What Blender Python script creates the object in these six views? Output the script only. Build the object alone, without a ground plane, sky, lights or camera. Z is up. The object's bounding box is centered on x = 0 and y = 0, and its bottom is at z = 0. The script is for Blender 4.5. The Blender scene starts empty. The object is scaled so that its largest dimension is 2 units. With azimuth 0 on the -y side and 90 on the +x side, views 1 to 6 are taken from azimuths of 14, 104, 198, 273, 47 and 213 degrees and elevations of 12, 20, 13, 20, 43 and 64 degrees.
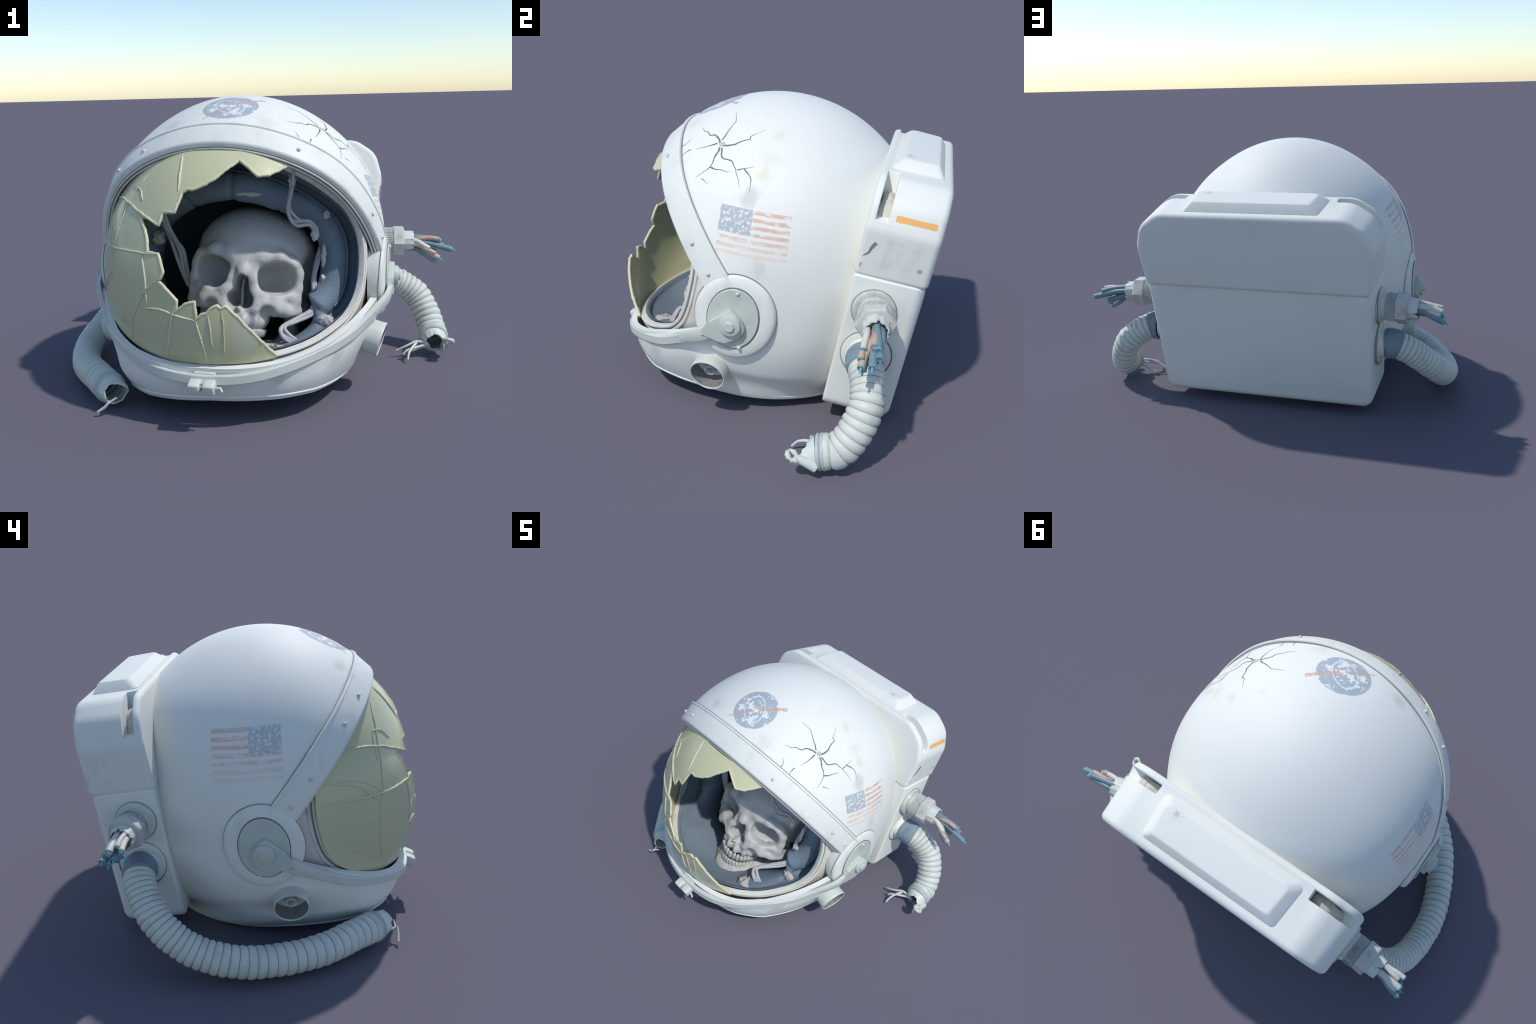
# Broken astronaut helmet with a skull inside.  Everything belonging to the helmet is
# modelled upright in a "helmet frame" (x right, y back, z up, origin at the dome centre)
# and leaned back by TILT when placed.
import bpy, bmesh, math, random
import numpy as np
from mathutils import Vector, Matrix, noise as mnoise
from mathutils.geometry import delaunay_2d_cdt

random.seed(7)
rng = np.random.default_rng(7)
TILT = math.radians(12.6)
ORIGIN = Vector((-0.035, 0.012, 0.69))
H = Matrix.Translation(ORIGIN) @ Matrix.Rotation(-TILT, 4, 'X')
V = Vector
def to_h(p):           # world point -> helmet frame
    return H.inverted() @ V(p)

# ------------------------------------------------------------------ node helpers
class S:
    """a float socket with arithmetic"""
    def __init__(s, g, sock): s.g, s.k = g, sock
    def _o(a, b, op): return a.g.math(op, a, b)
    def __add__(a, b): return a._o(b, 'ADD')
    def __radd__(a, b): return a._o(b, 'ADD')
    def __sub__(a, b): return a._o(b, 'SUBTRACT')
    def __rsub__(a, b): return a.g.math('SUBTRACT', b, a)
    def __mul__(a, b): return a._o(b, 'MULTIPLY')
    def __rmul__(a, b): return a._o(b, 'MULTIPLY')
    def __truediv__(a, b): return a._o(b, 'DIVIDE')
    def abs(a): return a.g.math('ABSOLUTE', a)
    def sqrt(a): return a.g.math('SQRT', a)
    def frac(a): return a.g.math('FRACT', a)
    def min(a, b): return a.g.math('MINIMUM', a, b)
    def max(a, b): return a.g.math('MAXIMUM', a, b)
    def lt(a, b): return a.g.math('LESS_THAN', a, b)
    def gt(a, b): return a.g.math('GREATER_THAN', a, b)
    def ramp(a, lo, hi, x=0.0, y=1.0): return a.g.ramp(a, lo, hi, x, y)

class Graph:
    def __init__(g, name, rough=0.5, metallic=0.0, coat=0.0):
        m = bpy.data.materials.new(name); m.use_nodes = True
        g.m, g.t = m, m.node_tree
        g.b = g.t.nodes['Principled BSDF']
        g.b.inputs['Roughness'].default_value = rough
        g.b.inputs['Metallic'].default_value = metallic
        if coat: g.b.inputs['Coat Weight'].default_value = coat
        g.tc = g.t.nodes.new('ShaderNodeTexCoord')
        g.obj = g.tc.outputs['Object']
    def new(g, t): return g.t.nodes.new(t)
    def put(g, inp, v):
        if isinstance(v, S): g.t.links.new(v.k, inp)
        elif hasattr(v, 'is_output'): g.t.links.new(v, inp)
        else: inp.default_value = v
    def math(g, op, a, b=None):
        n = g.new('ShaderNodeMath'); n.operation = op
        g.put(n.inputs[0], a)
        if b is not None: g.put(n.inputs[1], b)
        return S(g, n.outputs[0])
    def ramp(g, a, lo, hi, x, y):
        n = g.new('ShaderNodeMapRange'); n.interpolation_type = 'SMOOTHSTEP'
        for i, v in enumerate((a, lo, hi, x, y)): g.put(n.inputs[i], v)
        return S(g, n.outputs[0])
    def xyz(g):
        n = g.new('ShaderNodeSeparateXYZ'); g.put(n.inputs[0], g.obj)
        return [S(g, o) for o in n.outputs]
    def noise(g, scale, detail=4, rough=0.55, vec=None, dist=0.0):
        n = g.new('ShaderNodeTexNoise'); g.put(n.inputs['Vector'], vec or g.obj)
        n.inputs['Scale'].default_value = scale; n.inputs['Detail'].default_value = detail
        n.inputs['Roughness'].default_value = rough; n.inputs['Distortion'].default_value = dist
        return S(g, n.outputs['Fac'])
    def stretch(g, sx, sy, sz):
        n = g.new('ShaderNodeMapping'); g.put(n.inputs['Vector'], g.obj)
        n.inputs['Scale'].default_value = (sx, sy, sz); return n.outputs[0]
    def voronoi(g, scale, feature='F1', vec=None):
        n = g.new('ShaderNodeTexVoronoi'); n.feature = feature
        g.put(n.inputs['Vector'], vec or g.obj); n.inputs['Scale'].default_value = scale
        return S(g, n.outputs['Distance'])
    def mix(g, f, a, b):
        n = g.new('ShaderNodeMix'); n.data_type = 'RGBA'
        g.put(n.inputs[0], f)
        for i, v in ((6, a), (7, b)):
            g.put(n.inputs[i], v if hasattr(v, 'is_output') else (*v, 1))
        return n.outputs[2]
    def rand(g):
        n = g.new('ShaderNodeObjectInfo'); return S(g, n.outputs['Random'])
    def color(g, c):
        if hasattr(c, 'is_output'): g.t.links.new(c, g.b.inputs['Base Color'])
        else: g.b.inputs['Base Color'].default_value = (*c, 1)
    def bump(g, h, strength=0.3, dist=0.01):
        n = g.new('ShaderNodeBump'); n.inputs['Strength'].default_value = strength
        n.inputs['Distance'].default_value = dist
        g.put(n.inputs['Height'], h); g.t.links.new(n.outputs[0], g.b.inputs['Normal'])

def plain(name, col, dark=None, scale=18, amount=0.5, rough=0.55, bump=0.0, bscale=60, stain=None, spread=(0.5, 0.72)):
    """worn paint / plastic: base colour, mottled darker tone, optional stains, fine grain"""
    g = Graph(name, rough)
    dark = dark or tuple(c * 0.8 for c in col)
    n = g.noise(scale, 6, 0.6)
    c = g.mix(n.ramp(*spread) * amount, col, dark)
    if stain:
        s = g.noise(scale * 2.7, 5, 0.7, dist=0.6).ramp(0.63, 0.76)
        c = g.mix(s * 0.8, c, stain)
    g.color(c)
    if bump: g.bump(g.noise(bscale, 4), bump, 0.004)
    return g.m

# ------------------------------------------------------------------ mesh helpers
class Part:
    pass
helmet = bpy.data.objects.new('astronaut_helmet', None)
bpy.context.scene.collection.objects.link(helmet)
helmet.location = (-0.035, 0, 0)
helmet.empty_display_size = 0.2
helmet["label"] = "broken white astronaut helmet with cracked yellow visor and torn hoses"
helmet["category"] = "space helmet"
bpy.context.view_layer.update()

def finish(ob, mat, parent, matrix, smooth=35):
    bpy.context.scene.collection.objects.link(ob)
    if mat: ob.data.materials.append(mat)
    ob.parent = parent
    ob.matrix_parent_inverse = Matrix.Identity(4)
    pw = parent.matrix_world if parent is helmet else WORLD.get(parent.name, parent.matrix_world)
    ob.matrix_local = pw.inverted() @ matrix
    WORLD[ob.name] = matrix.copy()
    me = ob.data
    if smooth is not None:
        me.polygons.foreach_set('use_smooth', [True] * len(me.polygons))
        if smooth < 180: me.set_sharp_from_angle(angle=math.radians(smooth))
    return ob
WORLD = {}

def mesh_object(name, verts, faces, mat, parent=None, smooth=35, matrix=None, fix=True):
    me = bpy.data.meshes.new(name)
    me.from_pydata([tuple(v) for v in verts], [], faces)
    if fix:
        bm = bmesh.new(); bm.from_mesh(me)
        bmesh.ops.recalc_face_normals(bm, faces=bm.faces); bm.to_mesh(me); bm.free()
    me.update()
    return finish(bpy.data.objects.new(name, me), mat, parent or helmet, matrix or H, smooth)

def bm_object(name, bm, mat, parent=None, smooth=35, matrix=None):
    me = bpy.data.meshes.new(name)
    bmesh.ops.recalc_face_normals(bm, faces=bm.faces)
    bm.to_mesh(me); bm.free()
    return finish(bpy.data.objects.new(name, me), mat, parent or helmet, matrix or H, smooth)

def apply_mods(ob):
    dg = bpy.context.evaluated_depsgraph_get()
    me = bpy.data.meshes.new_from_object(ob.evaluated_get(dg))
    old = ob.data; ob.modifiers.clear(); ob.data = me; bpy.data.meshes.remove(old)

def catmull(pts, n, closed=False):
    p = np.array([list(q) for q in pts], float)
    p = np.vstack([p[-1], p, p[:2]]) if closed else np.vstack([2*p[0]-p[1], p, 2*p[-1]-p[-2]])
    m = len(p) - 3
    out = []
    for u in np.linspace(0, m, n, endpoint=not closed):
        i = min(int(u), m - 1); f = u - i
        a, b, c, d = p[i:i+4]
        out.append(.5*(2*b+(c-a)*f+(2*a-5*b+4*c-d)*f*f+(3*b-a-3*c+d)*f**3))
    return np.array(out)

def even(path, n):
    d = np.r_[0, np.cumsum(np.linalg.norm(np.diff(path, axis=0), axis=1))]
    s = np.linspace(0, d[-1], n)
    return np.stack([np.interp(s, d, path[:, k]) for k in range(path.shape[1])], 1), d[-1]

def frames(path):
    """parallel-transport frames along an open path"""
    t = np.gradient(path, axis=0); t /= np.linalg.norm(t, axis=1)[:, None]
    a = np.array([0, 0, 1.0]) if abs(t[0][2]) < .9 else np.array([1.0, 0, 0])
    n = np.cross(t[0], a); n /= np.linalg.norm(n); N = []
    for k in range(len(path)):
        n = n - t[k] * (n @ t[k]); n /= np.linalg.norm(n); N.append(n.copy())
    N = np.array(N); return t, N, np.cross(t, N)

def grid_faces(rows, cols, wrap_c=True, wrap_r=False):
    f = []
    for i in range(rows if wrap_r else rows - 1):
        for j in range(cols if wrap_c else cols - 1):
            a, b = i, (i + 1) % rows; c, d = j, (j + 1) % cols
            f.append((a*cols+c, a*cols+d, b*cols+d, b*cols+c))
    return f

def tube_data(path, radius, sides=12, cap=True):
    path = np.array([list(p) for p in path], float)
    t, n, b = frames(path)
    r = np.array([radius(i / (len(path) - 1)) if callable(radius) else radius for i in range(len(path))])
    a = np.linspace(0, 2*np.pi, sides, endpoint=False)
    v = path[:, None] + r[:, None, None] * (np.cos(a)[None, :, None]*n[:, None] + np.sin(a)[None, :, None]*b[:, None])
    f = grid_faces(len(path), sides)
    if cap:
        f += [tuple(range(sides))[::-1], tuple((len(path)-1)*sides + k for k in range(sides))]
    return v.reshape(-1, 3), f

def tube(name, path, radius, mat, sides=12, parent=None, cap=True, smooth=50, matrix=None):
    v, f = tube_data(path, radius, sides, cap)
    return mesh_object(name, v, f, mat, parent, smooth, matrix)

def axis_basis(axis):
    w = V(axis).normalized()
    u = V((0, 0, 1)).cross(w) if abs(w.z) < .9 else V((1, 0, 0)).cross(w)
    u.normalize(); return u, w.cross(u), w

def lathe_data(centre, axis, prof, sides=64, ell=(1, 1)):
    """prof: (radius, height along axis); radius 0 closes"""
    u, v, w = axis_basis(axis); c = V(centre)
    verts, faces, rings = [], [], []
    for r, h in prof:
        if r <= 1e-6:
            rings.append([len(verts)]); verts.append(c + w*h)
        else:
            rings.append(list(range(len(verts), len(verts)+sides)))
            for k in range(sides):
                a = 2*math.pi*k/sides
                verts.append(c + w*h + u*(r*ell[0]*math.cos(a)) + v*(r*ell[1]*math.sin(a)))
    for p, q in zip(rings, rings[1:]):
        for k in range(sides):
            k2 = (k+1) % sides
            if len(p) == 1 and len(q) == 1: continue
            if len(p) == 1: faces.append((p[0], q[k2], q[k]))
            elif len(q) == 1: faces.append((p[k], p[k2], q[0]))
            else: faces.append((p[k], p[k2], q[k2], q[k]))
    return verts, faces

def lathe(name, centre, axis, prof, mat, sides=64, parent=None, smooth=35, ell=(1, 1), matrix=None):
    v, f = lathe_data(centre, axis, prof, sides, ell)
    return mesh_object(name, v, f, mat, parent, smooth, matrix)

def prism(name, outline, place, depth, mat, bevel=0.006, seg=3, parent=None, smooth=35):
    """outline: 2D points; place(x, y, h) -> 3D; h from 0 to depth, top edge rounded"""
    bm = bmesh.new()
    n = len(outline)
    lo = [bm.verts.new(place(x, y, 0)) for x, y in outline]
    hi = [bm.verts.new(place(x, y, depth)) for x, y in outline]
    bm.faces.new(lo[::-1]); top = bm.faces.new(hi)
    for k in range(n): bm.faces.new((lo[k], lo[(k+1) % n], hi[(k+1) % n], hi[k]))
    if bevel:
        bmesh.ops.bevel(bm, geom=list(top.edges), offset=bevel, segments=seg, affect='EDGES', profile=.5)
    return bm_object(name, bm, mat, parent, smooth)

def box(name, centre, size, mat, bevel=0.006, parent=None, rot=None, seg=3):
    bm = bmesh.new(); bmesh.ops.create_cube(bm, size=1)
    for v in bm.verts: v.co = V((v.co.x*size[0], v.co.y*size[1], v.co.z*size[2]))
    if bevel: bmesh.ops.bevel(bm, geom=list(bm.edges), offset=bevel, segments=seg, affect='EDGES', profile=.5)
    if rot: bmesh.ops.transform(bm, matrix=rot.to_4x4(), verts=bm.verts)
    bmesh.ops.translate(bm, vec=V(centre), verts=bm.verts)
    return bm_object(name, bm, mat, parent)

def nz(p, s, seed=0.0):
    return mnoise.noise(V((p[0]*s+seed, p[1]*s-seed*.7, p[2]*s+seed*1.3)))

# ------------------------------------------------------------------ dome shape
DC = np.array([0, -.016, -.106]); DA = np.array([.695, .739, .793])
def smooth01(x): x = min(max(x, 0), 1); return x*x*(3-2*x)
CHIN_A = ([0, 34, 50, 61, 76, 90, 120, 150, 180], [.052, .104, .095, .056, .020, .002, .0, .0, .0])
CHIN_B = [.016, .018, .020, .016, .005, .0, .0, .0, .0]
def dome_scale(p):
    """horizontal radius multiplier: fuller, squarer chin and slightly swollen rear flanks"""
    q = (np.array(p)-DC)/DA
    th = math.degrees(math.atan2(abs(q[0]), -q[1]))
    low = max(0, (-.25-p[2])/.37)**1.5
    below = smooth01((-.185+.70*p[1]-p[2])/.12)      # depth below the bail arm
    m = 1+below*float(np.interp(th, CHIN_A[0], CHIN_B))+low*float(np.interp(th, *CHIN_A))*(1+.35*smooth01((.1-p[0])/.3)*smooth01((-.54-p[2])/.10))
    q = q/np.linalg.norm(q)
    d2 = (abs(q[0])-.67)**2+(q[1]-.27)**2+(q[2]-.69)**2
    e2 = (abs(q[0])-.70)**2+(q[1]+.45)**2+(q[2]-.55)**2
    f2 = (abs(q[0])-.97)**2+(q[1]-.20)**2+(q[2]-.0)**2
    return m-.020*math.exp(-f2/.05)+.056*math.exp(-d2/.13)+.022*math.exp(-e2/.08)
def dome_hit(p0, d, off=0.0):
    """outermost point of the dome (grown by off) along a ray from inside"""
    p0 = np.array(p0, float); d = np.array(d, float); d /= np.linalg.norm(d)
    k = 1.0
    for _ in range(7):
        a = DA*np.array([k, k, 1]) + off
        E_, D_ = (p0-DC)/a, d/a
        A_, B_, C_ = D_@D_, E_@D_, E_@E_-1
        t = (-B_ + math.sqrt(max(B_*B_-A_*C_, 0)))/A_
        p = p0 + t*d; k = dome_scale(p)
    return p
def dome_normal(p):
    n = (np.array(p)-DC)/DA**2; return n/np.linalg.norm(n)

# visor surface
VC = np.array([0, .366, -.133]); VA = np.array([.77, 1.108, .974])
def visor_pt(x, z, off=0.0):
    q = 1 - (x/VA[0])**2 - ((z-VC[2])/VA[2])**2
    p = np.array([x, VC[1] - VA[1]*math.sqrt(max(q, 0)), z])
    return p + (off+bulge(p))*visor_normal(p)
def bulge(p):
    r2 = (p[0]/.60)**2 + ((p[2]+.10)/.44)**2
    return (.009+.016*math.exp(-((abs(p[0])-.43)/.13)**2))*max(0, 1-r2**3)
def visor_normal(p):
    n = (np.array(p)-VC)/VA**2; return n/np.linalg.norm(n)

# ------------------------------------------------------------------ materials
def shell_material():
    g = Graph('worn_white_paint', .62)
    x, y, z = g.xyz()
    white = (.735, .745, .700)
    rag = (g.noise(70, 3) - .5)
    rag2 = (g.noise(260, 3) - .5)
    blot = (g.noise(16, 4) - .5)
    # overall grime
    c = g.mix(g.noise(2.6, 5).ramp(.5, .8) * .30, white, (.70, .69, .645))
    c = g.mix(g.noise(45, 6, .7).ramp(.64, .76) * .25, c, (.55, .55, .53))
    # yellowed skirt where the dome meets the pack
    yel = y.ramp(.22, .42) * (.3 + .7*g.noise(4, 3)) * z.ramp(.5, .0)
    c = g.mix(yel * .5, c, (.74, .70, .56))
    # local stains: (x, y, z, size, colour, strength)
    for sx, sy, sz, r, col, k in (
            (.465, -.039, .483, .05, (.66, .61, .47), .75), (.52, -.035, .42, .04, (.66, .60, .44), .8),
            (.366, -.038, .568, .035, (.66, .61, .47), .7), (.249, -.12, .61, .03, (.68, .63, .50), .6),
            (.569, -.072, .345, .05, (.42, .43, .43), .7), (.671, .037, .09, .045, (.50, .52, .47), .6),
            (-.235, -.444, .482, .05, (.50, .47, .42), .6), (.192, -.47, .477, .06, (.60, .56, .48), .55),
            (.63, -.36, .02, .06, (.62, .60, .50), .4), (.52, -.42, -.52, .06, (.42, .40, .32), .6),
            (.30, -.56, -.60, .05, (.45, .44, .35), .5)):
        dx, dy, dz = x - sx, y - sy, z - sz
        d = (dx*dx + dy*dy + dz*dz*.45).sqrt() + rag*(r*.7) + blot*(r*2.2)
        c = g.mix(d.ramp(r*1.1, r*.15) * (k*.75), c, col)
    # ---- round agency patch on the brow (worn blue disc, dashed orbit, red wing, white letters)
    lc = V((.012, -.392, .566)); ln = V(dome_normal(lc)); lu = V((1, 0, 0)); lu = (lu-ln*lu.dot(ln)).normalized(); lv = ln.cross(lu)
    def dot(vec): return (x-lc.x)*vec.x + (y-lc.y)*vec.y + (z-lc.z)*vec.z
    u, v, w = dot(lu)*(1/.128), dot(lv)*(1/.128), dot(ln)
    near = w.abs().lt(.06)
    # the badge is rolled a little
    ca, sa = math.cos(.69), math.sin(.69)
    u, v = u*ca + v*sa, v*ca - u*sa
    rr = (u*u + v*v).sqrt()
    disc = (rr + rag*.10 + rag2*.05).ramp(1.0, .96)
    wear = g.noise(26, 5, .65).ramp(.63, .57)*g.noise(11, 5, .6).ramp(.68, .60)
    eu, ev = u*1.75 + .05, v*1.12
    orb = ((eu*eu + ev*ev).sqrt() - .78).abs().lt(.05)
    dash = ((u*5 + v*9).frac()).gt(.35)
    letters = None
    for (lx, ly, lw, lh) in ((-.62, .18, .13, .13), (-.22, .16, .12, .16), (.03, -.10, .17, .12), (.48, -.28, .10, .15)):
        m = ((u-lx).abs() + rag*.55 + blot*.35).lt(lw) * ((v-ly).abs() + rag*.55 - blot*.35).lt(lh)
        letters = m if letters is None else letters.max(m)
    white_mark = (orb*dash).max(letters)
    c = g.mix(disc*near*wear*(1-white_mark)*.85, c, (.295, .36, .43))
    # red wing: two slanted strokes that meet right of the centre
    st1 = (v - u*.10 + .10 + rag*.10).abs() - (.035 + (u+1.1)*.022)
    st2 = (v + u*.16 - .10 + rag*.10).abs() - .035
    wing = st1.lt(0)*u.gt(-1.18)*u.lt(1.36)*(((u-.05).abs()).gt(.10)) 
    wing = wing.max(st2.lt(0)*u.gt(.0)*u.lt(.6))
    c = g.mix(wing*near*g.noise(60, 3).ramp(.66, .56)*.8, c, (.58, .355, .255))
    # ---- flags on both temples
    def flag(c, side, oy, oz, Uy, Uz, Vy, Vz, fade):
        det = Uy*Vz - Uz*Vy
        dy, dz = y - oy, z - oz
        fu = (dy*Vz - dz*Vy)*(1/det) + rag2*.03 + rag*.02
        fv = (dz*Uy - dy*Uz)*(1/det) + rag*.030 + rag2*.028
        ok = (x*side).gt(.3)
        inside = fu.gt(0)*fu.lt(1)*fv.gt(0)*fv.lt(1)*ok
        canton = fu.lt(.465)*fv.gt(.465)
        stripe = ((1-fv)*6.5).frac().lt(.54)
        worn = g.noise(38, 5, .6, vec=g.stretch(1, .35, 2.2)).ramp(.70, .44)*g.noise(22, 5, .7).ramp(.68, .52)*fv.ramp(-.45, .35)
        old = fv.ramp(.05, .62)
        red = g.mix(old, (.70, .52, .40), (.63, .33, .235))
        c = g.mix(inside*stripe*(1-canton)*worn*fade, c, red)
        stars = g.voronoi(52).ramp(.30, .46) * g.noise(90, 3).ramp(.70, .5)
        c = g.mix(inside*canton*(.22 + .78*stars)*fade, c, (.285, .345, .415))
        return c
    c = flag(c, 1, -.158, .108, .300, .022, -.022, .183, .78)
    c = flag(c, -1, -.152, .130, .298, .022, -.018, .215, .58)
    g.color(c)
    g.bump(g.noise(30, 5), .05, .006)
    return g.m

M = Part()
M.shell = shell_material()
def pack_material():
    g = Graph('worn_pack_paint', .65)
    x, y, z = g.xyz()
    rag = g.noise(90, 3) - .5
    c = g.mix(g.noise(3.2, 5).ramp(.48, .78)*.4, (.715, .73, .68), (.60, .63, .575))
    c = g.mix(g.noise(40, 6, .7).ramp(.65, .75)*.35, c, (.52, .53, .50))
    # grey-green handprint smudges low on the sides
    sm = g.noise(9, 5, .65, vec=g.stretch(1, 1.6, .7)).ramp(.5, .66) * z.ramp(.42, .30) * z.ramp(.14, .22)
    c = g.mix(sm*x.abs().gt(.56)*.45, c, (.55, .60, .56))
    # ghost of an old stencil on the right side
    ry, rz = (y - .545).abs() + rag*.02, (z - .265).abs() + rag*.02
    ghost = (ry.lt(.036)*rz.lt(.062)*(1 - ry.lt(.017)*rz.lt(.045))).max((y + rag*.02).gt(.615)*(y + rag*.02).lt(.650)*rz.lt(.05))
    c = g.mix(ghost*x.gt(.5)*g.noise(14, 4).ramp(.35, .6)*.5, c, (.55, .60, .555))
    # dark scuff star on the lid
    dx, dy = x - .255, y - .515
    a = g.math('ARCTAN2', dy, dx)
    d = (dx*dx + dy*dy).sqrt()
    ray = g.math('SINE', a*9 + g.noise(30, 2)*6).ramp(.2, .9)
    sc = d.ramp(.055, .0)*ray*.7 + d.ramp(.018, .004)
    c = g.mix(sc.min(1)*z.gt(.5)*.45, c, (.22, .22, .22))
    # rust speck
    dy, dz = y - .665, z - .225
    c = g.mix((dy*dy + dz*dz).sqrt().ramp(.016, .003)*x.gt(.5)*.8, c, (.30, .26, .18))
    # orange stripe
    st = (y + rag*.012).gt(.522)*(y + rag*.012).lt(.684)*(z + rag*.008).gt(.405)*(z + rag*.008).lt(.430)*x.gt(.5)
    c = g.mix(st*.95, c, (.80, .40, .11))
    g.color(c); g.bump(g.noise(24, 5), .06, .006)
    return g.m
M.pack = pack_material()
M.trim = plain('scuffed_trim_paint', (.71, .725, .675), (.56, .58, .53), 9, .55, .55, .08, 40, (.52, .51, .45))
M.cream = plain('aged_cream_rubber', (.66, .645, .58), (.44, .40, .32), 11, .6, .5, .1, 60, (.38, .31, .21))
M.sage = plain('sage_green_metal', (.50, .545, .49), (.39, .44, .39), 14, .6, .4, .08, 50, (.36, .38, .33))
M.pale = plain('pale_sage_plastic', (.585, .615, .565), (.46, .49, .445), 12, .6, .45, .1, 50, (.44, .43, .37))
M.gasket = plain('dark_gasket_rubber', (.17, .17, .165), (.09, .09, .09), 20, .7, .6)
M.hose = plain('ribbed_hose_rubber', (.57, .595, .545), (.44, .46, .415), 10, .7, .55, .1, 70, (.42, .41, .35))
M.blue_collar = plain('slate_blue_rubber', (.20, .265, .315), (.13, .18, .22), 16, .6, .5, .15, 60)
M.grime = plain('drawn_gap_shade', (.27, .27, .235), (.18, .18, .16), 30, .6, .8)  # dark tone for occlusion drawn in hose grooves and round fitted parts
M.clamp = plain('grey_clamp', (.42, .46, .46), (.30, .34, .35), 18, .6, .5, .1, 60)
M.metal = plain('dull_fitting_metal', (.52, .525, .49), (.33, .335, .31), 22, .8, .42, .2, 60, (.30, .28, .24))
M.socket = plain('dark_lamp_metal', (.21, .215, .20), (.10, .10, .10), 24, .8, .4, .2, 60, (.33, .32, .28))
M.screw = plain('screw_steel', (.58, .58, .56), (.40, .40, .38), 60, .6, .35)
M.crack = plain('crack_shadow', (.17, .16, .15), (.10, .10, .10), 40, .6, .8)
M.wireb = plain('blue_wire', (.16, .245, .285), (.11, .17, .20), 25, .6, .45)
M.wirec = plain('cyan_wire_end', (.17, .36, .40), (.12, .25, .29), 25, .6, .45)
M.wirep = plain('copper_pink_wire', (.50, .345, .28), (.36, .255, .215), 25, .6, .45)
M.wireg = plain('pale_grey_wire', (.58, .56, .50), (.42, .42, .38), 25, .6, .5)
M.cord = plain('grey_cord', (.40, .40, .415), (.29, .29, .31), 25, .6, .5, .1, 80)
M.fluff = plain('torn_stuffing', (.52, .495, .46), (.34, .32, .29), 40, .7, .9, .6, 120)
M.slot = plain('dusty_filler', (.56, .53, .48), (.38, .36, .32), 22, .7, .85, .4, 70)
def visor_material():
    g = Graph('yellow_visor', .30, coat=.15)
    x, y, z = g.xyz()
    c = g.mix(g.noise(2.2, 4).ramp(.4, .75)*.45, (.545, .54, .335), (.48, .49, .325))
    c = g.mix(g.noise(30, 6, .7, vec=g.stretch(3, 1, .6)).ramp(.6, .75)*.18, c, (.46, .45, .29))
    # milky rub and the rust-brown line where it sits in the frame
    d = ((x-.17)*(x-.17) + (z+.42)*(z+.42)).sqrt() + (g.noise(14, 4)-.5)*.08
    c = g.mix(d.ramp(.085, .02)*.5, c, (.56, .56, .49))
    rim = (z + (g.noise(24, 4)-.5)*.03).ramp(-.505, -.545)
    c = g.mix(rim*.5, c, (.42, .32, .13))
    g.color(c); g.bump(g.noise(26, 5, vec=g.stretch(1, 1, .4)), .08, .004)
    return g.m
M.visor = visor_material()
M.ridge = plain('fractured_visor_edge', (.60, .58, .39), (.46, .43, .27), 30, .6, .45, .2, 80)
def pad_material():
    g = Graph('blue_grey_padding', .72)
    c = g.mix(g.noise(5, 5).ramp(.4, .7)*.6, (.160, .212, .265), (.12, .162, .205))  # base darkened to carry the ambient occlusion inside the opening
    c = g.mix(g.noise(36, 6, .7).ramp(.66, .74)*.3, c, (.40, .39, .37))
    g.color(c)
    g.bump(g.voronoi(95) + g.noise(140, 3)*.6, .35, .004)
    return g.m
M.pad = pad_material()
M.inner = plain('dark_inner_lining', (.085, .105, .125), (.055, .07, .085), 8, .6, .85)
def bone_material():
    g = Graph('old_bone', .55)
    c = g.mix(g.noise(6, 6, .6).ramp(.42, .72)*.55, (.50, .495, .475), (.37, .37, .36))
    c = g.mix(g.noise(46, 6, .75).ramp(.63, .74)*.45, c, (.23, .22, .205))
    c = g.mix(g.noise(12, 4, .6).ramp(.60, .75)*.35, c, (.47, .44, .37))
    g.color(c)
    pits = g.voronoi(70).ramp(.25, .05)*g.noise(9, 3).ramp(.5, .65)
    g.bump(g.noise(42, 7, .65) - pits*.5, .4, .008)
    return g.m
M.bone = bone_material()
M.tooth = plain('tooth_enamel', (.47, .465, .435), (.36, .35, .32), 40, .6, .35, .1, 60)

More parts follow.
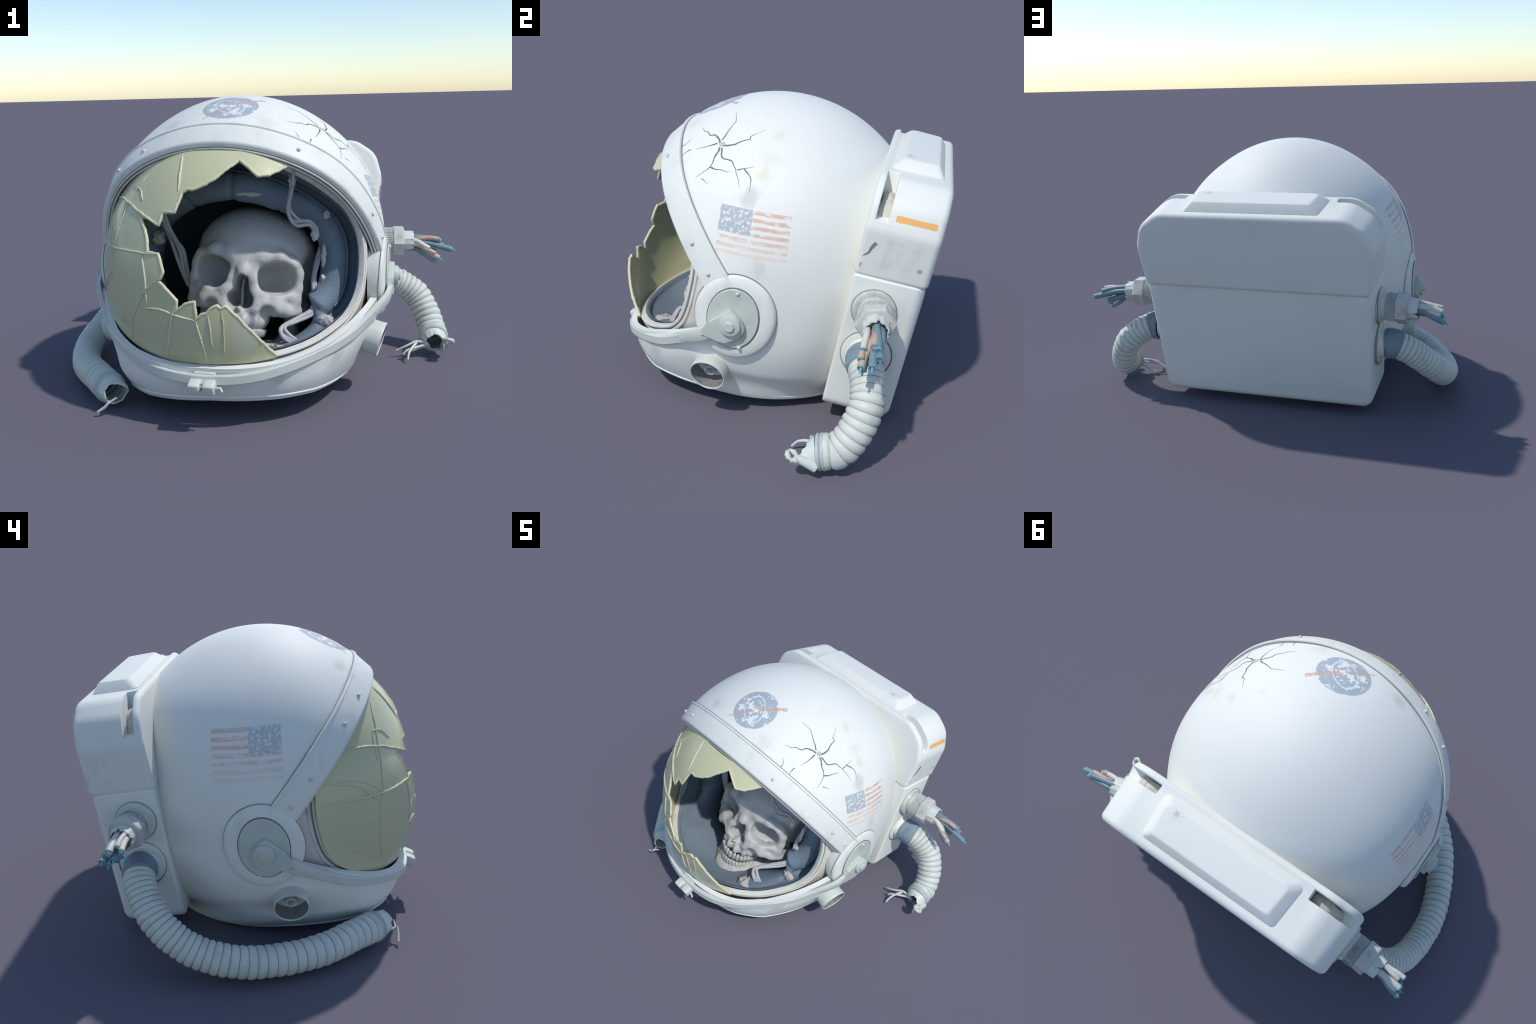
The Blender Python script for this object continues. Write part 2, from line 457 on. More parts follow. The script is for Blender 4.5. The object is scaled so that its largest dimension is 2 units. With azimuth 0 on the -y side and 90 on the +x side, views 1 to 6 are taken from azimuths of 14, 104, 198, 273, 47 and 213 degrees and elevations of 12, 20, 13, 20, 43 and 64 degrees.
# ------------------------------------------------------------------ helmet shell
def build_shell():
    bm = bmesh.new()
    NA, NB = 220, 130
    rows = []
    for i in range(1, NB):
        th = math.pi*i/NB
        row = []
        for j in range(NA):
            ph = 2*math.pi*j/NA
            d = (math.sin(th)*math.cos(ph)*DA[0], math.sin(th)*math.sin(ph)*DA[1], math.cos(th)*DA[2])
            row.append(bm.verts.new(dome_hit(DC, d)))
        rows.append(row)
    top = bm.verts.new(dome_hit(DC, (0, 0, 1)))
    for j in range(NA): bm.faces.new((top, rows[0][j], rows[0][(j+1) % NA]))
    for a, b in zip(rows, rows[1:]):
        for j in range(NA): bm.faces.new((a[j], b[j], b[(j+1) % NA], a[(j+1) % NA]))
    geo = lambda: list(bm.verts)+list(bm.edges)+list(bm.faces)
    # slanted underside
    n = V((.05, .125, -1)).normalized()
    bmesh.ops.bisect_plane(bm, geom=geo(), plane_co=(0, 0, -.651), plane_no=n, clear_outer=True)
    # face opening: wedge between the brow plane and the jaw plane, meeting at the side pivots
    n1, n2 = V((0, 1, 1)).normalized(), V((0, .62, -1)).normalized()
    c1, c2 = V((0, -.105, -.105)), V((0, 0, -.166))
    bmesh.ops.bisect_plane(bm, geom=geo(), plane_co=c1, plane_no=n1)
    bmesh.ops.bisect_plane(bm, geom=geo(), plane_co=c2, plane_no=n2)
    kill = [f for f in bm.faces if (f.calc_center_median()-c1).dot(n1) < 0 and (f.calc_center_median()-c2).dot(n2) < 0]
    bmesh.ops.delete(bm, geom=kill, context='FACES')
    # gentle lip where the shell flares above the neck seam
    for v in bm.verts:
        s = v.co.z - (-.61)
        if s < .16:
            k = .010*math.exp(-(s/.035)**2) - .012*math.exp(-((s-.10)/.05)**2)
            f = smooth01((v.co.y+.25)/.3)
            v.co += V((v.co.x, v.co.y, 0)).normalized()*(k*f)
    for v in bm.verts:      # flat behind the pack
        v.co.y = min(v.co.y, .66)
    ob = bm_object('helmet_shell', bm, M.shell, smooth=40)
    me = ob.data
    if me.polygons[0].normal.dot(me.polygons[0].center - V(DC)) < 0: me.flip_normals()
    md = ob.modifiers.new('thickness', 'SOLIDIFY'); md.thickness = .028; md.offset = -1
    apply_mods(ob)
    ob.data.polygons.foreach_set('use_smooth', [True]*len(ob.data.polygons))
    ob.data.set_sharp_from_angle(angle=math.radians(40))
    return ob
shell = build_shell()

# neck underside: closing plate below the seam, and the bead that runs round the seam
def section(z, k=1.0, n=140, off=0.0):
    """horizontal section of the dome; z may depend on y"""
    out = []
    for j in range(n):
        a = 2*math.pi*j/n
        zz = z
        for _ in range(6):
            p = dome_hit((0, -.02, zz), (math.cos(a), math.sin(a), 0), off)
            zz = z if not callable(z) else z(p[1])
            if not callable(z): break
        out.append(V((p[0]*k, (p[1]+.02)*k-.02, p[2] if not callable(z) else zz)))
    return out
under = lambda y, x=0.0: -.651 + .125*y + .05*x
def neck():
    edge = []
    for j in range(140):
        a = 2*math.pi*j/140; z = -.67
        for _ in range(8):
            p = dome_hit((0, -.02, z), (math.cos(a), math.sin(a), 0)); z = under(p[1], p[0])
        edge.append(V((p[0], p[1], z)))
    rings = []
    for k, dz in ((.985, .02), (.985, -.002), (.965, -.006), (.86, -.006), (.84, .06), (.80, .12)):
        rings.append([V((p.x*k, (p.y+.02)*k-.02, p.z+dz)) for p in edge])
    verts = [v for r in rings for v in r]
    mesh_object('neck_ring', verts, grid_faces(len(rings), 140), M.pale, smooth=50)
neck()
def bead(name, fn, r, mat, n=160, sides=8, closed=True):
    pts = np.array([list(fn(2*math.pi*j/n)) for j in range(n)])
    t = np.roll(pts, -1, 0)-np.roll(pts, 1, 0); t /= np.linalg.norm(t, axis=1)[:, None]
    out = pts - pts.mean(0); out -= t*(out*t).sum(1)[:, None]; out /= np.linalg.norm(out, axis=1)[:, None]
    b = np.cross(t, out); verts = []
    for k in range(n):
        for s in range(sides):
            a = 2*math.pi*s/sides
            verts.append(pts[k]+r*(math.cos(a)*out[k]+math.sin(a)*b[k]))
    return mesh_object(name, verts, grid_faces(n, sides, True, True), mat, smooth=60)
bead('neck_seam', lambda a: dome_hit((0, -.02, under(-.02+.55*math.sin(a), .5*math.cos(a))+.020), (math.cos(a), math.sin(a), 0), -.001), .006, M.trim)

# ------------------------------------------------------------------ cracks in the dome
CRACKS = [
    ([(.399, -.277), (.379, -.291), (.354, -.316), (.348, -.335), (.321, -.359), (.306, -.377), (.27, -.401)], .0040),
    ([(.39, -.271), (.354, -.263), (.315, -.252), (.299, -.247), (.268, -.258), (.236, -.265)], .0028),
    ([(.418, -.255), (.419, -.213), (.406, -.179), (.401, -.15), (.385, -.149), (.354, -.101)], .0042),
    ([(.401, -.287), (.402, -.322), (.396, -.358), (.391, -.377)], .0034),
    ([(.381, -.404), (.382, -.425), (.388, -.439)], .0026),
    ([(.421, -.269), (.44, -.268), (.46, -.276), (.489, -.279), (.499, -.301), (.508, -.329)], .0036),
    ([(.489, -.279), (.499, -.258), (.507, -.226), (.514, -.204), (.514, -.185)], .0030),
    ([(.426, -.26), (.461, -.244), (.471, -.226), (.482, -.194), (.498, -.177), (.516, -.161), (.54, -.14), (.563, -.123)], .0034),
    ([(.512, -.159), (.509, -.131), (.503, -.09)], .0022),
    ([(.509, -.131), (.532, -.095), (.552, -.084), (.572, -.079)], .0028),
    ([(.325, -.475), (.333, -.451), (.327, -.437), (.313, -.432)], .0026),
    ([(.518, -.3), (.539, -.263)], .0020),
]
def dome_top(x, y, off=0.0):
    return dome_hit((x, y, -.2), (0, 0, 1)) + off*dome_normal((x, y, .4))
def crack_strip(pts3, w, normal, name, mat, parent=None, lift=.0006):
    """tapered dark strip just proud of the surface, its edges sunk below it"""
    path, L = even(catmull(pts3, 60), max(10, int(len(pts3)*8)))
    t = np.gradient(path, axis=0); t /= np.linalg.norm(t, axis=1)[:, None]
    verts = []
    for k, p in enumerate(path):
        n = normal(p); s = np.cross(t[k], n); s /= np.linalg.norm(s)
        f = k/(len(path)-1)
        ww = w*(1.5*(1-f)**1.4+.28)*(.75+.5*abs(nz(p, 60, 3)))*min(1, 8*(1-f)+.15) + .0003
        jit = nz(p, 45, 9)*.003
        c = p + s*jit
        for u, h in ((-1, -.004), (-.9, lift), (.9, lift), (1, -.004)): verts.append(c+s*ww*u+n*h)
    n_ = len(path)
    f = grid_faces(n_, 4, True) + [(0, 1, 2, 3), tuple((n_-1)*4+k for k in (3, 2, 1, 0))]
    return mesh_object(name, verts, f, mat, parent, 30)
crack_root = None
for pts, w in CRACKS:
    crack_strip([dome_top(*p) for p in pts], w*.8, dome_normal, 'shell_crack', M.crack)
# crushed paint at the impact point
def impact():
    c = dome_top(.408, -.265); n = V(dome_normal(c)); u = n.orthogonal().normalized(); v = n.cross(u)
    verts, R_ = [], 7
    for i in range(R_):
        for j in range(24):
            a = 2*math.pi*j/24; r = .016*i/(R_-1)*(1+.5*nz((math.cos(a), math.sin(a), 0), 1.7, 4))
            p = V(c)+u*r*math.cos(a)+v*r*math.sin(a)
            q = V(dome_top(p.x, p.y))
            h = .004*(1-i/(R_-1)) + .003*nz(q, 90, 1)*(1 if i < R_-1 else 0) - (.003 if i == R_-1 else 0)
            verts.append(q+n*h)
    mesh_object('impact_dent', verts, grid_faces(R_, 24), M.fluff, smooth=60)
impact()

# ------------------------------------------------------------------ brow band and gaskets
def band_pt(phi, w, off):
    u = np.array([math.sin(phi), -math.cos(phi)/math.sqrt(2), math.cos(phi)/math.sqrt(2)])
    return dome_hit((0, w/2, w/2), u, off+.008*math.sin(2*phi)**2)
def band(name, prof, mat, half=87, n=150, smooth=40):
    verts = []
    for k in range(n):
        phi = math.radians(-half+2*half*k/(n-1))
        for w, off in prof: verts.append(band_pt(phi, w, off))
    m = len(prof)
    f = grid_faces(n, m, True)+[tuple(range(m)), tuple((n-1)*m+k for k in range(m))[::-1]]
    return mesh_object(name, verts, f, mat, smooth=smooth)
brow = band('brow_band', [(-.052, -.008), (-.052, .002), (-.057, .010), (-.069, .011), (-.075, .005), (-.082, .005), (-.215, .006), (-.226, .004),
                   (-.233, -.004), (-.235, -.016), (-.224, -.020), (-.220, -.008), (-.10, -.010)], M.trim)
tube('band_edge_shade', [band_pt(math.radians(-84+168*k/119), -.0505, .001) for k in range(120)], .0022, M.grime, 6, brow)  # thin dark tube drawing the shadow line behind the band
band('brow_gasket', [(-.200, -.014), (-.234, -.016), (-.238, -.019), (-.236, -.022), (-.240, -.024), (-.244, -.031), (-.242, -.038), (-.234, -.046), (-.20, -.050)], M.gasket, 90)
for w_, o_, r_ in ((-.2385, -.023, .0050), (-.243, -.036, .0042)):
    tube('gasket_bead', [band_pt(math.radians(-88+176*k/139), w_, o_) for k in range(140)], r_, M.cream, 8, brow)
for phi in [math.radians(a) for a in (29.5, 44.5, 68, 80)]:
    for s in (-1, 1):
        if s == 1 and abs(math.degrees(phi)-44.5) < 1: continue
        p = band_pt(s*phi, -.157, .0055); n = dome_normal(p)
        lathe('band_screw', p, n, [(0, .009), (.004, .0088), (.0075, .0065), (.0088, .003), (.0092, -.004)], M.screw, 20, brow, 60)

# ------------------------------------------------------------------ visor frame
HALF = [(0, .341), (.14, .336), (.24, .32), (.33, .288), (.434, .236), (.55, .145), (.603, .06), (.625, -.02), (.632, -.11), (.625, -.21),
        (.60, -.30), (.55, -.378), (.46, -.446), (.36, -.492), (.27, -.517), (.16, -.537), (0, -.546)]
LOOP2 = even(np.vstack([c_ := catmull(HALF + [(-x, z) for x, z in HALF[-2:0:-1]], 400, True), c_[:1]]), 241)[0][:-1]
BORDER = np.array([visor_pt(x, z) for x, z in LOOP2])
def loop_frames():
    t = np.roll(BORDER, -1, 0)-np.roll(BORDER, 1, 0); t /= np.linalg.norm(t, axis=1)[:, None]
    n = np.array([visor_normal(p) for p in BORDER]); b = np.cross(t, n)
    cen = np.array([0, 0, -.1])
    sgn = np.sign(((BORDER-cen)*b*np.array([1, 0, 1])).sum(1)); b *= sgn[:, None]
    return t, n, b
LT, LN, LB = loop_frames()
def loop_sweep(name, prof, mat, smooth=40, closed=True):
    n = len(BORDER); verts = []
    for k in range(n):
        pr = prof(k) if callable(prof) else prof
        for b, h in pr: verts.append(BORDER[k]+LB[k]*b+LN[k]*h)
    m = len(prof(0) if callable(prof) else prof)
    return mesh_object(name, verts, grid_faces(n, m, closed, True), mat, smooth=smooth)
FP = [(-.004, -.022), (-.004, .002), (-.002, .007), (.004, .009), (.011, .006), (.013, .000), (.017, -.002), (.020, .003), (.026, .006),
                           (.033, .004), (.036, -.004), (.040, -.005), (.060, -.012), (.100, -.022), (.18, -.048), (.18, -.075), (.02, -.036)]
def frame_prof(k):
    d = .028-.008*smooth01((-.38-BORDER[k][2])/.1)
    return [(b, h-d-max(0, b-.02)*.12) for b, h in FP]
frame = loop_sweep('visor_frame', frame_prof, M.cream)
loop_sweep('frame_gasket', lambda k: [(b, h-.028+.008*smooth01((-.38-BORDER[k][2])/.1)) for b, h in ((.010, -.004), (.0125, .0035), (.0175, .0025), (.0195, -.004))], M.gasket)

# ------------------------------------------------------------------ broken visor
BREAK = [(.316, .296), (.285, .274), (.243, .242), (.20, .234), (.16, .268), (.117, .305), (.075, .262), (.033, .22), (.0, .196), (-.044, .174), (-.06, .168), (-.075, .171), (-.101, .158),
         (-.112, .125), (-.127, .075), (-.155, .074), (-.183, .075), (-.19, .05), (-.198, .020), (-.25, .048), (-.299, .064), (-.283, .03), (-.262, -.007), (-.25, -.05), (-.245, -.091),
         (-.215, -.097), (-.191, -.100), (-.178, -.13), (-.164, -.172), (-.175, -.195), (-.190, -.209), (-.15, -.24), (-.102, -.285), (-.104, -.31), (-.110, -.337),
         (-.085, -.315), (-.062, -.298), (-.023, -.287), (-.02, -.32), (-.017, -.357), (.005, -.338), (.03, -.329), (.05, -.31), (.071, -.300), (.084, -.311), (.104, -.299),
         (.135, -.33), (.165, -.362), (.20, -.402), (.235, -.443), (.265, -.48), (.296, -.512)]
def ab(p):
    q = (np.array(p)-VC)/VA
    return (math.atan2(q[0], -q[1]), math.asin(max(-1, min(1, q[2]))))
def ab_pt(a, b, off=0.0):
    p = VC+VA*np.array([math.cos(b)*math.sin(a), -math.cos(b)*math.cos(a), math.sin(b)])
    return p+(off+bulge(p))*visor_normal(p)
def build_visor():
    # outer side: frame border from the lower right end clockwise over the left to the top right
    ang = [math.atan2(p[1]+.1, p[0]) for p in LOOP2]
    start = min(range(240), key=lambda k: np.hypot(*(LOOP2[k]-np.array((.296, -.512)))))
    end = min(range(240), key=lambda k: np.hypot(*(LOOP2[k]-np.array((.316, .296)))))
    ks = []; k = start
    step = 1 if LOOP2[(start+1) % 240][0] < LOOP2[start][0] else -1
    while k != end: ks.append(k); k = (k+step) % 240
    outer = [BORDER[k]-LB[k]*-.004 for k in ks]
    fine = []
    bp = [visor_pt(x, z) for x, z in BREAK]
    for i in range(len(bp)-1):
        m = max(2, int(np.linalg.norm(bp[i+1]-bp[i])/.008))
        for j in range(m):
            f = j/m; p = bp[i]*(1-f)+bp[i+1]*f
            p = p + .0035*np.array([nz(p, 70, 2), 0, nz(p, 70, 5)])*(1 if 0 < i < len(bp)-2 else 0)
            fine.append(p)
    outline = [ab(p) for p in outer] + [ab(p) for p in fine]
    n = len(outline)
    poly = np.array(outline)
    def inside(q):
        x, y = q; x1, y1 = poly.T; x2, y2 = np.roll(x1, -1), np.roll(y1, -1)
        c = ((y1 > y) != (y2 > y)) & (x < (x2-x1)*(y-y1)/(y2-y1+1e-12)+x1)
        return c.sum() % 2 == 1
    pts = list(outline)
    st = .022
    for i in np.arange(poly[:, 0].min(), poly[:, 0].max(), st):
        for j in np.arange(poly[:, 1].min(), poly[:, 1].max(), st):
            if inside((i, j)) and np.min(np.hypot(poly[:, 0]-i, poly[:, 1]-j)) > .008: pts.append((i, j))
    vs, es, fs, *_ = delaunay_2d_cdt([V(p) for p in pts], [(k, (k+1) % n) for k in range(n)], [], 1, 1e-6)
    bm = bmesh.new()
    bv = [bm.verts.new(ab_pt(v.x, v.y, -.001)) for v in vs]
    for f in fs:
        if inside(np.mean([vs[i][:] for i in f], axis=0)): bm.faces.new([bv[i] for i in f])
    ob = bm_object('broken_visor', bm, M.visor, smooth=40)
    me = ob.data
    s = sum(p.normal.dot(V(visor_normal(p.center))) for p in me.polygons)
    if s < 0: me.flip_normals()
    md = ob.modifiers.new('t', 'SOLIDIFY'); md.thickness = .013; md.offset = -1
    apply_mods(ob)
    ob.data.polygons.foreach_set('use_smooth', [True]*len(ob.data.polygons))
    ob.data.set_sharp_from_angle(angle=math.radians(40))
    # fractured pale edge along the break
    path = [p + .0*visor_normal(p) - .006*visor_normal(p) for p in fine]
    tube('fracture_edge', path, lambda f: .0078, M.ridge, 8, ob)
    return ob
visor = build_visor()
RIDGES = [
    ([(-.138, .33), (-.127, .258), (-.118, .158)], .0050),
    ([(-.255, .295), (-.30, .232), (-.339, .17), (-.367, .115), (-.385, .057), (-.405, -.014), (-.42, -.076), (-.438, -.14), (-.445, -.215)], .0042),
    ([(-.533, .167), (-.44, .145), (-.367, .115), (-.312, .082), (-.259, .053), (-.20, .022)], .0060),
    ([(-.607, -.034), (-.482, -.065), (-.424, -.076), (-.351, -.087), (-.263, -.097), (-.195, -.099)], .0056),
    ([(-.60, .06), (-.518, .005), (-.469, -.061), (-.439, -.116)], .0036),
    ([(-.263, -.097), (-.256, -.145), (-.245, -.208), (-.24, -.275), (-.235, -.314)], .0048),
    ([(-.195, -.209), (-.246, -.253), (-.297, -.324), (-.342, -.399), (-.373, -.480)], .0045),
    ([(-.276, -.319), (-.235, -.32), (-.17, -.325), (-.111, -.343), (-.02, -.36)], .0048),
    ([(-.104, -.30), (-.125, -.357), (-.142, -.427), (-.172, -.53)], .0056),
    ([(-.226, -.329), (-.186, -.358), (-.141, -.392)], .0034),
    ([(-.02, -.357), (-.008, -.414), (.005, -.474), (.01, -.53)], .0044),
    ([(.032, -.334), (.04, -.40), (.041, -.469)], .0036),
    ([(.086, -.314), (.093, -.397), (.087, -.50)], .0028),
    ([(-.356, .185), (-.315, .169), (-.287, .12)], .0036),
    ([(-.598, -.25), (-.577, -.247), (-.494, -.203), (-.44, -.175)], .0036),
    ([(-.573, -.249), (-.52, -.317), (-.412, -.413)], .0034),
    ([(-.445, -.215), (-.44, -.29), (-.409, -.412)], .0034),
    ([(-.56, .045), (-.501, .019), (-.448, -.033), (-.424, -.076)], .0034),
    ([(-.36, .175), (-.385, .115), (-.40, .06)], .0026),
]
for pts, r in RIDGES:
    p3 = even(catmull([visor_pt(x, z, -.0005) for x, z in pts], 40), 10*len(pts))[0]
    p3 = [visor_pt(q[0]+.0025*nz(q, 30, 8), q[2]+.0025*nz(q, 30, 11), 0.0) for q in p3]
    tube('visor_crack', p3, lambda f, r=r: r*(.35+.65*min(1, 6*f, 6*(1-f)))*(.85+.3*random.random()), M.ridge, 8, visor, smooth=70)

# ------------------------------------------------------------------ side discs, pivot plates, bail arm
def side(s):
    ax = (s, 0, 0)
    c = (s*.640, -.020, -.153)
    disc = lathe('side_disc', c, ax, [(.182, -.02), (.190, .005), (.1910, .028), (.1895, .037), (.185, .045), (.176, .0505), (.152, .056), (.128, .059), (.1, .058), (0, .058)], M.trim, 96, ell=(.93, 1.03))
    plate = lathe('pivot_plate', (s*.694, -.022, -.153), ax, [(.126, -.01), (.126, .010), (.123, .0135), (0, .0135)], M.sage, 80, disc, ell=(.88, 1.09))
    for y, z in ((-.020, -.032), (.028, -.275)) if s > 0 else ((-.020, -.032), (.016, -.275)):
        lathe('plate_screw', (s*.7065, y, z), ax, [(0, .009), (.004, .0085), (.0075, .006), (.0088, .002), (.009, -.003)], M.screw, 20, disc, 60)
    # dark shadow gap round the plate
    lathe('plate_gap_shade', (s*.694, -.022, -.153), ax, [(.126, .004), (.1285, .0085), (.131, .004)], M.gasket, 80, disc, ell=(.88, 1.09))
    ring = []
    for k in range(97):
        a = 2*math.pi*k/96
        q = dome_hit((s*.2, -.020+.191*.93*math.cos(a), -.153+.191*1.03*math.sin(a)), (s, 0, 0), .001)
        ring.append(q if abs(q[0]) > .45 else ring[-1])
    tube('disc_contact_shade', ring, .0024, M.grime, 6, disc)  # contact shadow at the disc's foot, built as a dark tube
    # arm paddle
    ol = [(-.036, -.103), (-.005, -.120), (.034, -.160), (.040, -.185), (.020, -.225), (-.030, -.262), (-.075, -.262), (-.110, -.245), (-.135, -.255), (-.140, -.225), (-.118, -.198), (-.115, -.180)]
    if s > 0: ol = ol[::-1]
    arm = prism('pivot_paddle', ol, lambda a, b, h: V((s*(.708+h), a, b)), .026, M.sage, .005, 3, disc)
    lathe('pivot_bolt', (s*.734, -.021, -.167), ax, [(.046, -.01), (.046, .012), (.044, .017), (.040, .019), (.024, .019), (.022, .020), (.022, .025), (.019, .028), (0, .028)], M.sage, 48, disc)
    return disc
disc_r, disc_l = side(1), side(-1)
def bail_arm():
    half = [(.721, -.115, -.235), (.708, -.16, -.272), (.676, -.213, -.314), (.638, -.270, -.363), (.586, -.344, -.420), (.519, -.424, -.468), (.435, -.504, -.512), (.340, -.573, -.553), (.233, -.620, -.588), (.12, -.643, -.608), (0, -.650, -.614)]
    pts = half + [(-x, y, z) for x, y, z in half[-2::-1]]
    path, _ = even(catmull(pts, 200), 130)
    t = np.gradient(path, axis=0); t /= np.linalg.norm(t, axis=1)[:, None]
    verts = []
    for k, p in enumerate(path):
        o = np.array([p[0]*1.25, p[1]+.05, -.12]); o -= t[k]*(o@t[k]); o /= np.linalg.norm(o)
        w = np.cross(t[k], o)
        if w[2] < 0: w = -w
        p = p-o*.006*(1-smooth01((abs(p[0])-.62)/.08))
        e = abs(p[0])/.73; hw = .021 + .008*smooth01((e-.85)/.15)
        for a, b in ((-1, -.95), (-.95, -1), (.75, -1), (1, -.8), (1, .8), (.75, 1), (-.95, 1), (-1, .95)):
            verts.append(p + o*a*.011 + w*b*hw)
    n = len(path)
    f = grid_faces(n, 8)+[tuple(range(8)), tuple((n-1)*8+k for k in range(8))[::-1]]
    return mesh_object('bail_arm', verts, f, M.pale, smooth=30)
arm = bail_arm()
rl = Matrix.Rotation(math.radians(33), 3, 'X')
for sx in (-.032, .032):
    box('latch_block', (sx, -.667, -.640), (.050, .052, .050), M.pale, .008, arm, rl)
box('latch_base', (0, -.653, -.634), (.095, .030, .042), M.metal, .004, arm, rl)
tube('latch_pin', [(-.050, -.670, -.640), (.078, -.670, -.640)], .0062, M.metal, 12, arm)
tube('latch_hook', [(.060, -.670, -.643), (.080, -.670, -.640), (.086, -.668, -.655)], .0055, M.pale, 8, arm)
box('latch_tab', (0, -.632, -.588), (.095, .022, .020), M.pale, .005, arm, rl)

# ------------------------------------------------------------------ side lamps
def lamp(s):
    ax = V((s*.955, -.04, -.285)).normalized()
    rim = V((s*.690, -.090, -.468))
    base = rim-ax*.128
    fl = lathe('lamp_flange', base, ax, [(.100, -.05), (.100, .030), (.097, .040), (.090, .045), (.075, .045)], M.trim, 64, smooth=45)
    h = lathe('lamp_housing', base, ax, [(.074, -.02), (.076, .03), (.080, .10), (.0815, .120), (.080, .126), (.0765, .126), (.0745, .122)], M.pale, 64, fl, 45)
    lathe('lamp_socket', base, ax, [(.0747, .1225), (.073, .06), (.068, .02), (.04, .0), (0, 0)], M.socket, 64, fl, 60)
    lathe('lamp_reflector', base, ax, [(.066, .02), (.060, .022), (.034, .012), (.030, .014), (.028, .045), (.026, .048), (.0, .048)], M.socket, 40, fl)
    lathe('lamp_bulb', base, ax, [(.050, .01), (.050, .030), (.046, .036), (.030, .038), (.0285, .040), (.0285, .088), (.026, .093), (.019, .093), (.017, .088), (.017, .064), (0, .064)], M.metal, 32, fl)
    if s > 0:
        u, v, w = axis_basis(ax)
        for a, L in ((.3, .02), (1.6, .016), (2.7, .024), (4.4, .020)):
            p = base+ax*.075+u*.018*math.cos(a)+v*.018*math.sin(a)
            tube('bulb_shard', [p, p+ax*L*.6, p+ax*L+u*.003], lambda f: .006*(1-.6*f), M.cream, 6, fl)
lamp(1); lamp(-1)

# ------------------------------------------------------------------ back pack boxes
def rounded(poly, seg=8):
    """polygon of (x, z, radius) -> rounded outline"""
    out = []; n = len(poly)
    for k in range(n):
        p, a, b = [np.array(poly[i % n][:2]) for i in (k, k-1, k+1)]
        r = poly[k][2]
        if r <= 0: out.append(tuple(p)); continue
        u, v = a-p, b-p; u = u/np.linalg.norm(u); v = v/np.linalg.norm(v)
        ang = math.acos(max(-1, min(1, u@v))); d = r/math.tan(ang/2)
        c = p + (u+v)/np.linalg.norm(u+v)*(r/math.sin(ang/2))
        s, e = p+u*d-c, p+v*d-c
        for j in range(seg+1):
            f = j/seg; q = s*(1-f)+e*f; out.append(tuple(c+q/np.linalg.norm(q)*r))
    return out
def inset(poly, k):
    """convex polygon (x, z, radius) moved inwards by k"""
    n = len(poly); P = [np.array(p[:2], float) for p in poly]
    area = sum(P[i][0]*P[(i+1) % n][1]-P[(i+1) % n][0]*P[i][1] for i in range(n))
    sg = 1 if area > 0 else -1
    L = []
    for i in range(n):
        d = P[(i+1) % n]-P[i]; d = d/np.linalg.norm(d); m = np.array([-d[1], d[0]])*sg
        L.append((P[i]+m*k, d))
    out = []
    for i in range(n):
        (a, d), (b, e) = L[i-1], L[i]
        t = np.linalg.solve(np.array([d, -e]).T, b-a)[0]
        q = a+d*t; out.append((q[0], q[1], max(poly[i][2]-k, .004)))
    return out
def slab(name, poly, y0, y1, mat, b0, b1, parent=None, flare=.035, groove=False):
    """box with rounded outline, front edge radius b0 and rear edge radius b1"""
    rings = [(b0*(1-math.sin(a)), y0+b0*(1-math.cos(a))) for a in np.linspace(0, math.pi/2, 5)]
    rings += [(b1*(1-math.cos(a)), y1-b1*(1-math.sin(a))) for a in np.linspace(0, math.pi/2, 7)]
    verts = []
    for k, y in rings:
        o = rounded(inset(poly, k)); m = len(o)
        verts += [(x*(1+flare*(y1-y)/(y1-y0)), min(y, y1-.016) if z > .1495 and groove else y, z) for x, z in o]
    f = grid_faces(len(rings), m)+[tuple(range(m)), tuple((len(rings)-1)*m+q for q in range(m))]
    return mesh_object(name, verts, f, mat, parent, 30)
up = ([(-.590, .140, .030), (.590, .140, .030), (.612, .36, .10), (.579, .474, .12), (.475, .546, .12), (-.475, .546, .12), (-.579, .474, .12), (-.612, .36, .10)])
upper = slab('pack_upper', up, .412, .718, M.pack, .022, .028, flare=.028)
cut_bm = bmesh.new()
for s in (-1, 1):
    m = Matrix.Translation((s*.555, .469, .565)) @ Matrix.Diagonal((.31, .050, .34, 1))
    bmesh.ops.create_cube(cut_bm, size=1, matrix=m)
me = bpy.data.meshes.new('cut'); cut_bm.to_mesh(me); cut_bm.free()
cut = bpy.data.objects.new('cutter', me); bpy.context.scene.collection.objects.link(cut); cut.matrix_world = H
bpy.context.view_layer.update()
md = upper.modifiers.new('b', 'BOOLEAN'); md.operation = 'DIFFERENCE'; md.object = cut; md.solver = 'EXACT'
apply_mods(upper); bpy.data.objects.remove(cut); bpy.data.meshes.remove(me)
md = upper.modifiers.new('bv', 'BEVEL'); md.width = .004; md.segments = 2; md.limit_method = 'ANGLE'; md.angle_limit = math.radians(50)
apply_mods(upper)
upper.data.polygons.foreach_set('use_smooth', [True]*len(upper.data.polygons)); upper.data.set_sharp_from_angle(angle=math.radians(35))
for s in (-1, 1):   # dusty filler seen in the slots
    p = [(s*.39, .474, .40), (s*.44, .474, .438), (s*.485, .474, .430), (s*.52, .474, .39), (s*.535, .474, .34)]
    p = even(catmull(p, 30), 24)[0]
    tube('slot_filler', [V(q)+V((0, 0, .008*nz(q, 40, 2))) for q in p], lambda f: .034+.007*math.sin(f*9+s), M.slot, 16, upper)
low = ([(-.572, -.508, .055), (.572, -.508, .055), (.590, .149, .012), (.56, .152, .004), (.55, .20, .004), (-.55, .20, .004), (-.56, .152, .004), (-.590, .149, .012)])
lower = slab('pack_lower', low, .418, .715, M.pack, .012, .045, groove=True)
